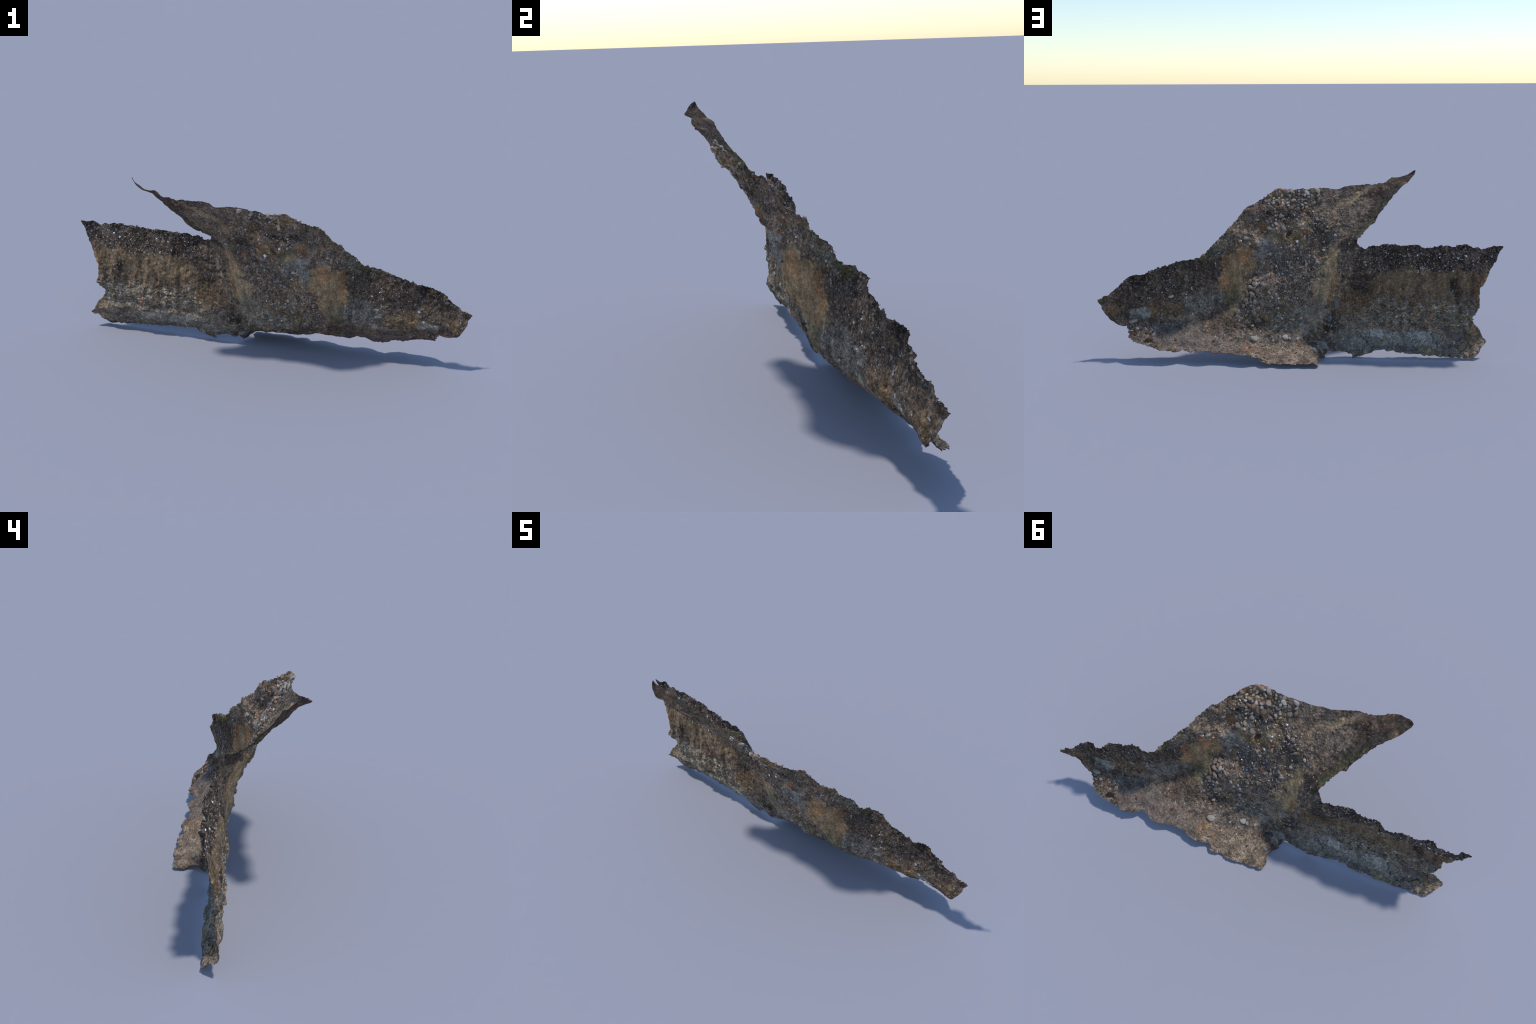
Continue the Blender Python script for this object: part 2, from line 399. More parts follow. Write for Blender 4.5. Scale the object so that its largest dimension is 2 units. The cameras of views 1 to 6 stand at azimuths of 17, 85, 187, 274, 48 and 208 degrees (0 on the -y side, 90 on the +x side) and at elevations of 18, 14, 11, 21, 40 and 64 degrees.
# ---------------------------------------------------------------- materials
class Graph:
    def __init__(self, name):
        self.mat = bpy.data.materials.new(name)
        self.mat.use_nodes = True
        self.tree = self.mat.node_tree
        self.tree.nodes.clear()

    def node(self, kind, **props):
        n = self.tree.nodes.new('ShaderNode' + kind)
        for k, v in props.items():
            setattr(n, k, v)
        return n

    def put(self, socket, value):
        if isinstance(value, bpy.types.NodeSocket):
            self.tree.links.new(value, socket)
        else:
            socket.default_value = value

    def math(self, op, a, b=0.0, clamp=False):
        n = self.node('Math', operation=op, use_clamp=clamp)
        self.put(n.inputs[0], a)
        self.put(n.inputs[1], b)
        return n.outputs[0]

    def vec(self, op, a, b=(0, 0, 0), scale=None):
        n = self.node('VectorMath', operation=op)
        self.put(n.inputs[0], a)
        self.put(n.inputs[1], b)
        if scale is not None:
            self.put(n.inputs['Scale'], scale)
        return n.outputs['Value'] if op in ('LENGTH', 'DISTANCE', 'DOT_PRODUCT') else n.outputs[0]

    def span(self, v, a, b, lo=0.0, hi=1.0):
        n = self.node('MapRange', interpolation_type='SMOOTHSTEP')
        for s, q in zip(n.inputs, (v, a, b, lo, hi)):
            self.put(s, q)
        return n.outputs[0]

    def mix(self, f, a, b, blend='MIX'):
        n = self.node('Mix', data_type='RGBA', blend_type=blend, clamp_factor=True)
        self.put(n.inputs[0], f)
        for s, q in ((n.inputs[6], a), (n.inputs[7], b)):
            self.put(s, q if isinstance(q, bpy.types.NodeSocket) else (*q, 1.0))
        return n.outputs[2]

    def noise(self, v, scale, detail=4.0, rough=0.55, colour=False):
        n = self.node('TexNoise')
        self.put(n.inputs['Vector'], v)
        n.inputs['Scale'].default_value = scale
        n.inputs['Detail'].default_value = detail
        n.inputs['Roughness'].default_value = rough
        return n.outputs['Color' if colour else 'Fac']

    def cells(self, v, scale, feature='F1'):
        n = self.node('TexVoronoi', feature=feature)
        self.put(n.inputs['Vector'], v)
        n.inputs['Scale'].default_value = scale
        return n

    def ramp(self, f, stops, mode='LINEAR'):
        n = self.node('ValToRGB')
        n.color_ramp.interpolation = mode
        e = n.color_ramp.elements
        while len(e) < len(stops):
            e.new(0.5)
        for k, (pos, c) in enumerate(stops):
            e[k].position = pos
            e[k].color = (*c, 1.0)
        self.put(n.inputs[0], f)
        return n.outputs[0]

    def finish(self, colour, bump=None, rough=0.92, height=0.004, extra=None):
        b = self.node('BsdfPrincipled')
        self.put(b.inputs['Base Color'], colour)
        self.put(b.inputs['Roughness'], rough)
        b.inputs['Specular IOR Level'].default_value = 0.18
        if bump is not None:
            n = self.node('Bump')
            n.inputs['Strength'].default_value = 0.6
            n.inputs['Distance'].default_value = height
            self.put(n.inputs['Height'], bump)
            self.put(b.inputs['Normal'], n.outputs[0])
        o = self.node('OutputMaterial')
        self.put(o.inputs[0], b.outputs[0])
        return self.mat


# ground colours
SOIL = (0.105, 0.078, 0.060)
DARK = (0.050, 0.038, 0.031)
BLACK = (0.014, 0.011, 0.010)
BROWN = (0.150, 0.102, 0.072)
SAND = (0.205, 0.158, 0.120)
PALE_SAND = (0.290, 0.215, 0.150)
TAN = (0.285, 0.205, 0.125)
OCHRE = (0.260, 0.160, 0.075)
RUST = (0.300, 0.120, 0.045)
SLATE = (0.235, 0.220, 0.190)
PALE_SLATE = (0.310, 0.290, 0.250)
GREY = (0.175, 0.150, 0.128)
BLUE = (0.090, 0.083, 0.086)
OLIVE = (0.150, 0.130, 0.075)
MOSS = (0.040, 0.058, 0.018)
UMBER = (0.085, 0.058, 0.045)

# patches of ground: colour, centre (x, y, z), radii, lean in the x-z plane (degrees),
# softness, strength, gravel, beds.  A radius of 9 leaves that direction out.
PATCHES = [
    # cliff wall, from its foot up
    ((.205, .178, .148), (-0.62, 0, 0.10), (0.50, 9, 0.15), 0, .25, 1.0, .10, .30, .8),
    ((.225, .205, .172), (-0.60, 0, 0.215), (0.34, 9, 0.085), 2, .5, .9, .15, 1.0),
    ((.172, .122, .075), (-0.62, 0, 0.375), (0.32, 9, 0.090), 0, .6, .9, .15, .35),
    ((.20, .148, .092), (-0.58, 0, 0.405), (0.24, 9, 0.035), 0, .8, .6, .1, .1),
    (DARK, (-0.66, 0, 0.540), (0.60, 9, 0.090), 0, .30, 1.0, .55, 0),
    (BROWN, (-0.86, 0, 0.515), (0.05, 9, 0.035), 0, .6, .6, .6, 0),
    (DARK, (-0.30, 0, 0.43), (0.085, 9, 0.17), 6, .35, .9, .40, 0),
    (DARK, (-0.785, 0, 0.335), (0.022, 9, 0.07), 0, .5, .8, .5, 0),
    (BROWN, (-0.61, 0, 0.335), (0.025, 9, 0.06), 4, .6, .6, .3, .2),
    (SLATE, (-0.87, 0, 0.25), (0.06, 9, 0.06), 0, .8, .4, .1, 1.0),
    (OCHRE, (-0.905, 0, 0.33), (0.03, 9, 0.07), 0, .7, .4, .1, .6),
    ((.19, .125, .070), (-0.28, 0, 0.26), (0.09, 9, 0.06), 0, .8, .6, .2, .7),
    (RUST, (-0.645, 0, 0.18), (0.007, 9, 0.040), 5, .8, .7, 0, 0),
    (PALE_SLATE, (-0.45, 0, 0.095), (0.15, 9, 0.038), -4, .35, .85, 0, .05, 1),
    (PALE_SLATE, (-0.61, 0, 0.090), (0.12, 9, 0.034), 3, .35, .75, 0, .05, 1),
    (GREY, (-0.765, 0, 0.06), (0.055, 9, 0.055), 0, .35, .9, .7, 0),
    (SLATE, (-0.55, 0, 0.055), (0.22, 9, 0.020), 0, .5, .6, 0, .1, 1),
    (BLUE, (-0.40, 0, 0.050), (0.055, 9, 0.014), 0, .5, .85, 0, 0),
    (BLUE, (-0.54, 0, 0.048), (0.070, 9, 0.016), 0, .5, .75, 0, 0),
    (OLIVE, (-0.66, 0, 0.040), (0.055, 9, 0.022), 0, .5, .7, 0, 0),
    (PALE_SAND, (-0.895, 0, 0.062), (0.055, 9, 0.045), 30, .5, .85, .05, .2, 1),
    (OCHRE, (-0.89, 0, 0.155), (0.03, 9, 0.03), 0, .6, .7, .1, .2),
    (SLATE, (-0.29, 0, 0.065), (0.12, 9, 0.035), 0, .5, .85, .05, .2, 1),
    # buttress
    ((.255, .182, .124), (0.06, 0, 0.52), (0.33, 9, 0.34), 0, .25, .95, .5, 0),
    ((.155, .112, .080), (0.09, 0, 0.73), (0.20, 9, 0.095), -8, .3, .8, .6, 0),
    (OCHRE, (0.13, 0, 0.785), (0.07, 9, 0.05), -20, .5, .85, .35, 0),
    (RUST, (0.105, 0, 0.80), (0.025, 9, 0.012), 0, .6, .7, 0, 0),
    (DARK, (0.10, 0, 0.675), (0.085, 9, 0.022), 0, .5, .9, .5, 0),
    (DARK, (-0.01, 0, 0.70), (0.05, 9, 0.02), 20, .6, .7, .4, 0),
    (OCHRE, (-0.03, 0, 0.735), (0.02, 9, 0.05), 35, .6, .6, .3, 0),
    (TAN, (0.00, 0, 0.640), (0.075, 9, 0.040), -10, .5, .85, .25, 0),
    (OCHRE, (0.045, 0, 0.575), (0.07, 9, 0.032), -8, .5, .85, .15, 0),
    (OLIVE, (0.135, 0, 0.575), (0.05, 9, 0.040), 25, .45, .85, .1, 0),
    (TAN, (0.155, 0, 0.560), (0.035, 9, 0.018), 30, .6, .8, .05, 0),
    (OCHRE, (0.205, 0, 0.615), (0.018, 9, 0.034), 0, .5, .7, .2, 0),
    (RUST, (0.208, 0, 0.608), (0.010, 9, 0.020), 0, .6, .8, 0, 0),
    (BLACK, (0.068, 0, 0.592), (0.016, 9, 0.014), 0, .6, .8, 0, 0),
    (DARK, (-0.085, 0, 0.625), (0.045, 9, 0.045), 0, .5, .85, .6, 0),
    (DARK, (-0.085, 0, 0.53), (0.06, 9, 0.05), 15, .7, .4, .8, 0),
    ((.225, .172, .128), (0.01, 0, 0.42), (0.16, 9, 0.10), 15, .6, .85, .8, .1),
    (SLATE, (0.10, 0, 0.465), (0.08, 9, 0.03), 35, .7, .45, .6, .3),
    ((.245, .245, .235), (0.198, 0, 0.518), (0.030, 9, 0.058), 22, .5, .95, .03, .45, .6),
    ((.225, .222, .210), (0.150, 0, 0.505), (0.040, 9, 0.022), 35, .6, .7, .2, .4, .4),
    (SLATE, (0.215, 0, 0.440), (0.035, 9, 0.030), 35, .5, .8, .05, .4),
    (RUST, (0.243, 0, 0.415), (0.028, 9, 0.008), 25, .6, .85, 0, 0),
    (OCHRE, (0.185, 0, 0.430), (0.05, 9, 0.014), 35, .6, .6, .2, 0),
    (PALE_SAND, (0.150, 0, 0.295), (0.07, 9, 0.050), -20, .5, .7, .65, 0),
    (SAND, (0.27, 0, 0.215), (0.07, 9, 0.05), 30, .5, .8, .75, 0),
    (SLATE, (0.045, 0, 0.185), (0.11, 9, 0.040), -25, .4, .85, .1, .8, .5),
    (OLIVE, (0.140, 0, 0.205), (0.075, 9, 0.020), -18, .5, .8, .1, .6),
    (SLATE, (-0.01, 0, 0.135), (0.075, 9, 0.045), 0, .5, .8, .05, .2, 1),
    (TAN, (0.015, 0, 0.105), (0.055, 9, 0.014), 0, .5, .8, 0, 0),
    (DARK, (0.25, 0, 0.33), (0.03, 9, 0.03), 0, .6, .5, .5, 0),
    # bare ochre scar
    ((.275, .185, .102), (0.325, 0, 0.435), (0.082, 9, 0.100), 14, .3, 1.0, 0, .05),
    ((.285, .195, .108), (0.350, 0, 0.340), (0.068, 9, 0.105), -14, .35, .9, 0, .05),
    (OLIVE, (0.355, 0, 0.255), (0.045, 9, 0.055), -20, .5, .7, 0, 0),
    ((.36, .165, .07), (0.295, 0, 0.480), (0.026, 9, 0.032), 0, .9, .50, 0, 0),
    ((.36, .165, .07), (0.382, 0, 0.400), (0.012, 9, 0.075), -4, .9, .55, 0, 0),
    # gully
    ((.330, .225, .125), (-0.172, 0, 0.500), (0.030, 9, 0.055), 10, .45, .95, .03, 0),
    ((.350, .240, .132), (-0.152, 0, 0.410), (0.056, 9, 0.075), 12, .30, 1.0, 0, 0),
    ((.330, .230, .135), (-0.115, 0, 0.325), (0.056, 9, 0.070), 14, .30, 1.0, 0, 0),
    ((.22, .185, .135), (-0.090, 0, 0.250), (0.050, 9, 0.050), 8, .4, .85, .05, .1),
    ((.225, .190, .140), (-0.085, 0, 0.190), (0.055, 9, 0.070), 4, .5, .8, .03, .1),
    (OCHRE, (-0.175, 0, 0.340), (0.018, 9, 0.08), 12, .6, .7, .05, .2),
    (DARK, (-0.155, 0, 0.150), (0.07, 9, 0.035), 0, .5, .9, .45, 0),
    (BLACK, (-0.135, 0, 0.135), (0.040, 9, 0.018), 0, .5, .9, .2, 0),
    (MOSS, (-0.185, 0, 0.178), (0.014, 9, 0.010), 0, .6, .8, 0, 0),
    # overhang
    ((.20, .150, .115), (-0.20, 0, 0.77), (0.14, 9, 0.06), 10, .6, .8, .4, 0),
    (TAN, (-0.235, 0, 0.755), (0.075, 9, 0.020), -28, .5, .9, .1, 0),
    (TAN, (-0.345, 0, 0.805), (0.080, 9, 0.016), -26, .5, .9, .05, 0),
    (TAN, (-0.155, 0, 0.665), (0.018, 9, 0.055), 25, .5, .8, .1, 0),
    (OLIVE, (-0.132, 0, 0.583), (0.020, 9, 0.028), 15, .5, .85, .05, 0),
    (SAND, (-0.27, 0, 0.69), (0.06, 9, 0.05), -30, .6, .6, .35, 0),
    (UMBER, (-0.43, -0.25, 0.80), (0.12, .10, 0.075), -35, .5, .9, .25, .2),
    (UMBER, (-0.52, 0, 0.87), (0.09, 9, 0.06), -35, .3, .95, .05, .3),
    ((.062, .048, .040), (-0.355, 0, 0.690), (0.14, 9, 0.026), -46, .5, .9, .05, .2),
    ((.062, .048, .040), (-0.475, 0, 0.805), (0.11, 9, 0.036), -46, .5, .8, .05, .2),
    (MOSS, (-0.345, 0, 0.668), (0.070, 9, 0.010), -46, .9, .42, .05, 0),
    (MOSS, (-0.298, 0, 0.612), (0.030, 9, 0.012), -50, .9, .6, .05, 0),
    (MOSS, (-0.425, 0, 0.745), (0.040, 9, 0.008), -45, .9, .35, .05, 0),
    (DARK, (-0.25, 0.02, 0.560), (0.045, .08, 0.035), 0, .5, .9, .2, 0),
    # slope
    (DARK, (0.66, 0, 0.385), (0.26, 9, 0.085), -14, .35, .85, .55, 0),
    ((.115, .080, .058), (0.60, 0, 0.37), (0.17, 9, 0.06), -10, .7, .65, .55, 0),
    (BLACK, (0.80, 0, 0.405), (0.07, 9, 0.028), 0, .6, .8, .2, 0),
    (OLIVE, (0.42, 0, 0.545), (0.07, 9, 0.030), -40, .6, .6, .15, 0),
    (MOSS, (0.455, 0, 0.505), (0.055, 9, 0.022), -25, .6, .7, .1, 0),
    (DARK, (0.57, 0, 0.475), (0.10, 9, 0.020), -10, .6, .9, .2, 0),
    (GREY, (0.40, 0, 0.55), (0.05, 9, 0.05), -40, .6, .5, .9, 0),
    (SLATE, (0.49, 0, 0.265), (0.085, 9, 0.070), -20, .6, .65, .55, .1),
    (OCHRE, (0.67, 0, 0.245), (0.09, 9, 0.018), 0, .9, .45, .4, .3),
    (SLATE, (0.795, 0, 0.225), (0.060, 9, 0.026), -4, .35, .95, 0, .2, 1),
    (OCHRE, (0.715, 0, 0.232), (0.028, 9, 0.022), 0, .6, .75, .05, .4),
    (OCHRE, (0.925, 0, 0.235), (0.035, 9, 0.026), -40, .9, .6, .15, .3),
    (DARK, (0.88, 0, 0.24), (0.025, 9, 0.05), -25, .6, .6, .4, .3),
    (BROWN, (0.855, 0, 0.190), (0.05, 9, 0.02), 0, .5, .7, .4, 0),
    (TAN, (0.60, 0, 0.195), (0.10, 9, 0.014), 3, .7, .6, .1, 0),
    # floor
    (SAND, (0.40, 0.22, 0.10), (0.46, .135, 0.065), 5, .25, 1.0, .20, 0),
    (BROWN, (0.72, 0.25, 0.13), (0.10, .05, 0.05), 0, .5, .7, .7, 0),
    (BLUE, (0.62, 0.195, 0.150), (0.085, .045, 0.04), 0, .9, .65, .5, 0),
    ((.185,.143,.118), (0.52, 0.25, 0.10), (0.20, .055, 0.05), 0, .5, .9, .04, 0),
    (PALE_SAND, (0.03, 0.24, 0.04), (0.22, .085, 0.05), 0, .4, .85, .35, 0),
    (RUST, (0.235, 0.235, 0.07), (0.030, .040, 0.04), 0, .9, .30, 0, 0),
    (OCHRE, (0.225, 0.200, 0.085), (0.020, .035, 0.03), 0, .8, .6, 0, 0),
    (RUST, (0.165, 0.245, 0.06), (0.025, .030, 0.03), 0, .9, .22, 0, 0),
    (GREY, (0.10, 0.14, 0.10), (0.16, .045, 0.04), 0, .5, .6, .6, 0),
    (DARK, (-0.07, 0.145, 0.08), (0.045, .03, 0.03), 0, .6, .7, .5, 0),
    (UMBER, (0.40, 0.16, 0.14), (0.08, .03, 0.03), 0, .6, .5, .7, 0),
    (SLATE, (-0.12, 0.11, 0.06), (0.03, .03, 0.03), 0, .5, .8, .1, 0),
    # holes of the scan, only painted as small black spots
    (BLACK, (-0.251, -0.192, 0.728), (0.008, 9, 0.006), 0, .4, .9, 0, 0),
    (BLACK, (-0.297, -0.123, 0.666), (0.006, 9, 0.005), 0, .4, .9, 0, 0),
    (BLACK, (0.105, -0.217, 0.770), (0.007, 9, 0.005), 0, .4, .9, 0, 0),
    (BLACK, (0.019, -0.162, 0.718), (0.009, 9, 0.004), 0, .4, .9, 0, 0),
    (BLACK, (0.725, 0.284, 0.108), (0.016, .012, 0.02), 0, .5, .9, 0, 0),
    (BLACK, (-0.001, 0.218, 0.046), (0.005, .008, 0.02), 0, .4, .9, 0, 0),
    (BLACK, (-0.641, 0.014, 0.207), (0.008, 9, 0.008), 0, .5, .9, 0, 0),
    (BLACK, (0.475, 0.065, 0.385), (0.008, 9, 0.005), 0, .4, .9, 0, 0),
]


def ground_material(name, low, high):
    """ground for one part: only the patches that reach into its box"""
    g = Graph(name)
    P = g.node('TexCoord').outputs['Object']
    wob = g.vec('SUBTRACT', g.noise(P, 11, 5, .62, True), (.5, .5, .5))
    W = g.vec('ADD', P, g.vec('SCALE', wob, scale=0.085))
    fine = g.vec('SUBTRACT', g.noise(P, 70, 3, .6, True), (.5, .5, .5))
    W = g.vec('ADD', W, g.vec('SCALE', fine, scale=0.011))
    # runnels drag every patch a little downhill, and ragged edges fray it
    drip = g.vec('MULTIPLY', P, (46, 46, 7))
    drip = g.noise(drip, 1.0, 4, .6)
    W = g.vec('ADD', W, g.vec('SCALE', g.vec('SUBTRACT', g.node_xyz(drip), (.5, .5, .5)), scale=0.05))
    fray = g.math('ADD', g.span(g.noise(P, 48, 6, .72), .25, .75, -.38, .38),
                  g.span(g.noise(g.vec('ADD', P, (4.2, 0, 1.3)), 17, 3, .6), .3, .7, -.45, .45))
    colour = g.mix(g.span(g.noise(P, 7, 4), .35, .65), SOIL, BROWN)
    kind = (0.5, 0.0, 0.0)
    kind = g.mix(0.0, kind, kind)
    for c, at, radii, lean, soft, strength, gravel, beds, *slab in PATCHES:
        r = 1.4 * max(radii[0], radii[2]) + 0.10
        if not (low[0] - r < at[0] < high[0] + r and low[1] - r < at[2] < high[1] + r):
            continue
        q = g.vec('SUBTRACT', W, at)
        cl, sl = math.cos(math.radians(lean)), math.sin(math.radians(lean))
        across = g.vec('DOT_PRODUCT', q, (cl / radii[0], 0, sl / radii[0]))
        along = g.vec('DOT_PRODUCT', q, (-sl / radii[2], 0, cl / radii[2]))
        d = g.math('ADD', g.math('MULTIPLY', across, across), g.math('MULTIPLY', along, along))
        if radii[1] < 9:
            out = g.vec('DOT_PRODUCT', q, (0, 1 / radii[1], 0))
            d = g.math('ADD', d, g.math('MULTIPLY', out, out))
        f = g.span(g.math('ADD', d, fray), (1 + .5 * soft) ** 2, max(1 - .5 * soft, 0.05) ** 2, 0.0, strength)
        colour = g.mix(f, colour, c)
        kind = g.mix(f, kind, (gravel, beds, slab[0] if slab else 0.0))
    sep = g.node('SeparateColor')
    g.put(sep.inputs[0], kind)
    gravel, beds, slabs = sep.outputs[:3]

    # weathering tints
    mottled = g.math('ADD', g.math('MULTIPLY', g.math('ADD', gravel, beds), 1.4), .40, True)
    for tone, size, seed, most in ((OCHRE, 22, 0.0, .50), (GREY, 30, 3.1, .55), (SOIL, 16, 5.7, .40), (TAN, 60, 8.3, .50), (DARK, 75, 1.9, .45)):
        t = g.noise(g.vec('ADD', P, (seed, 0, seed)), size, 5, .68)
        t = g.math('MULTIPLY', g.span(t, .53, .70, 0, most), mottled)
        colour = g.mix(t, colour, tone)
    colour = g.mix(1.0, colour, g.node_rgb(g.span(drip, .30, .66, .74, 1.20)), 'MULTIPLY')
    # grain: two sizes of light and dark
    broad = g.span(g.noise(P, 19, 4, .6), .25, .75, .72, 1.28)
    grain = g.span(g.noise(P, 120, 5, .7), .28, .74, .60, 1.42)
    speck = g.span(g.noise(P, 380, 3, .7), .25, .78, .55, 1.5)
    tone = g.math('MULTIPLY', g.math('MULTIPLY', broad, grain), speck)
    colour = g.mix(1.0, colour, g.node_rgb(tone), 'MULTIPLY')

    # crumbs and clods, each with its own tone
    crumbly = g.math('ADD', g.math('MULTIPLY', gravel, .7), .22, True)
    for size, lo, hi in ((34, .68, 1.30), (85, .55, 1.45), (190, .6, 1.45)):
        v = g.cells(g.vec('ADD', P, g.vec('SCALE', fine, scale=0.5 / size)), size)
        pick = g.node('SeparateColor')
        g.put(pick.inputs[0], v.outputs['Color'])
        t = g.math('MULTIPLY', g.span(pick.outputs[2], 0, 1, lo, hi), g.span(v.outputs['Distance'], .35, .80, 1.06, .62))
        colour = g.mix(crumbly, colour, g.mix(1.0, colour, g.node_rgb(t), 'MULTIPLY'))

    colour = g.mix(1.0, colour, g.node_rgb(1.17), 'MULTIPLY')

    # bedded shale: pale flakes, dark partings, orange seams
    st = g.node('Mapping')
    g.put(st.inputs['Vector'], g.vec('ADD', P, g.vec('SCALE', wob, scale=0.13)))
    st.inputs['Scale'].default_value = (34, 34, 150)
    layer = g.noise(st.outputs[0], 1.0, 4, .62)
    flake = g.ramp(layer, [(0.30, (.40, .35, .31)), (0.42, (.78, .72, .64)), (0.50, (1.0, .98, .95)),
                           (0.60, (1.35, 1.40, 1.42)), (0.72, (1.2, .95, .70))])
    colour = g.mix(beds, colour, g.mix(1.0, colour, flake, 'MULTIPLY'))
    flag = g.cells(g.vec('MULTIPLY', g.vec('ADD', P, g.vec('ADD', g.vec('SCALE', wob, scale=0.13), g.vec('SCALE', fine, scale=0.012))), (56, 56, 150)), 1.0)
    pick = g.node('SeparateColor')
    g.put(pick.inputs[0], flag.outputs['Color'])
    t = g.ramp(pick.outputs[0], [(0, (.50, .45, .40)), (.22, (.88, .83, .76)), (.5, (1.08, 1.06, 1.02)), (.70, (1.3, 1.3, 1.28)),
                                 (.82, (1.85, 1.86, 1.82)), (.91, (1.6, 1.05, .55))], 'CONSTANT')
    t = g.mix(1.0, t, g.node_rgb(g.span(flag.outputs['Distance'], .45, .90, 1.06, .50)), 'MULTIPLY')
    colour = g.mix(g.math('MULTIPLY', beds, .85), colour, g.mix(1.0, colour, t, 'MULTIPLY'))
    block = g.vec('MULTIPLY', g.vec('ADD', P, g.vec('SCALE', wob, scale=0.12)), (13, 13, 30))
    tone = g.node('SeparateColor')
    g.put(tone.inputs[0], g.cells(block, 1.0).outputs['Color'])
    t = g.span(tone.outputs[0], 0, 1, .72, 1.28)
    joint = g.span(g.cells(block, 1.0, 'DISTANCE_TO_EDGE').outputs['Distance'], .0, .045, .28, 1.0)
    colour = g.mix(slabs, colour, g.mix(1.0, colour, g.node_rgb(g.math('MULTIPLY', t, joint)), 'MULTIPLY'))
    seam = g.span(g.noise(g.vec('ADD', st.outputs[0], (9, 3, 0)), .55, 4, .6), .55, .66, 0, .75)
    colour = g.mix(g.math('MULTIPLY', seam, beds), colour, (.27, .14, .05))

    # gravel of three sizes, each stone its own colour
    stones = [(0.0, (.050, .040, .034)), (0.18, (.11, .085, .068)), (0.38, (.17, .135, .108)), (0.60, (.145, .135, .128)),
              (0.74, (.24, .19, .15)), (0.86, (.23, .23, .24)), (0.91, (.28, .17, .11)), (0.945, (.22, .075, .045)),
              (0.965, (.44, .43, .43))]
    bump = g.math('ADD', g.noise(P, 95, 4, .65), g.math('MULTIPLY', g.noise(P, 280, 3, .65), .5))
    clump = g.span(g.noise(P, 13, 3, .6), .36, .64, .35, 1.15)
    gravel = g.math('MULTIPLY', gravel, clump)
    for scale, share, reach in ((55, .20, .44), (110, .40, .46), (210, .55, .48)):
        v = g.cells(g.vec('ADD', P, g.vec('SCALE', fine, scale=0.35 / scale)), scale)
        pick = g.node('SeparateColor')
        g.put(pick.inputs[0], v.outputs['Color'])
        inside = g.span(v.outputs['Distance'], reach + .06, reach - .08)
        here = g.span(g.math('SUBTRACT', g.math('MULTIPLY', gravel, share), pick.outputs[1]), -.01, .02)
        mask = g.math('MULTIPLY', inside, here)
        rock = g.ramp(pick.outputs[0], stones, 'CONSTANT')
        rock = g.mix(1.0, rock, g.node_rgb(g.span(g.noise(P, 300, 2), .3, .7, .75, 1.25)), 'MULTIPLY')
        gap_shade = g.math('MULTIPLY', g.span(v.outputs['Distance'], .42, .80, 0, .26), gravel)  # shade between the stones, painted into the colour
        colour = g.mix(gap_shade, colour, BLACK)
        colour = g.mix(mask, colour, rock)
    # thin cracks
    crack = g.cells(g.vec('ADD', P, g.vec('SCALE', wob, scale=0.10)), 15, 'DISTANCE_TO_EDGE')
    line = g.span(crack.outputs['Distance'], .035, .0, 0, .55)
    line = g.math('MULTIPLY', line, g.math('MULTIPLY', g.math('SUBTRACT', 1.0, gravel), g.span(g.noise(P, 9, 2), .48, .60)))
    colour = g.mix(line, colour, BLACK)
    return g.finish(colour, bump, .93, .0035)


def node_rgb(self, value):
    n = self.node('CombineColor')
    for s in n.inputs:
        self.put(s, value)
    return n.outputs[0]


Graph.node_rgb = node_rgb


def node_xyz(self, value):
    n = self.node('CombineXYZ')
    self.put(n.inputs[0], value)
    for s in n.inputs[1:]:
        s.default_value = .5
    return n.outputs[0]


Graph.node_xyz = node_xyz


def stone_material(name, tones, spotted=.35):
    g = Graph(name)
    P = g.node('TexCoord').outputs['Object']
    r = g.node('ObjectInfo').outputs['Random']
    c = g.ramp(r, tones)
    c = g.mix(g.span(g.noise(P, 2.2, 5, .65), .5, .72, 0, spotted), c, (.17, .115, .07))
    c = g.mix(1.0, c, g.node_rgb(g.span(g.noise(P, 7, 5, .7), .25, .75, .62, 1.3)), 'MULTIPLY')
    return g.finish(c, g.noise(P, 9, 5, .65), .85, .15)


def pebble_material(name, lift):
    g = Graph(name)
    r = g.node('NewGeometry').outputs['Random Per Island']
    P = g.node('TexCoord').outputs['Object']
    c = g.ramp(r, [(0.0, (.06, .048, .042)), (0.15, (.12, .092, .075)), (0.35, (.18, .14, .115)), (0.55, (.15, .145, .145)),
                   (0.74, (.24, .19, .155)), (0.85, (.23, .23, .24)), (0.91, (.28, .175, .12)), (0.95, (.24, .075, .045)),
                   (0.965, (.46, .45, .46))], 'CONSTANT')
    c = g.mix(1.0, c, g.node_rgb(g.span(g.noise(P, 260, 3), .3, .7, .7 * lift, 1.3 * lift)), 'MULTIPLY')
    return g.finish(c, None, .9)


def fibre_material(name, a, b):
    g = Graph(name)
    r = g.node('ObjectInfo').outputs['Random']
    P = g.node('TexCoord').outputs['Object']
    c = g.mix(r, a, b)
    c = g.mix(1.0, c, g.node_rgb(g.span(g.noise(P, 90, 3), .3, .7, .7, 1.3)), 'MULTIPLY')
    return g.finish(c, None, .85)


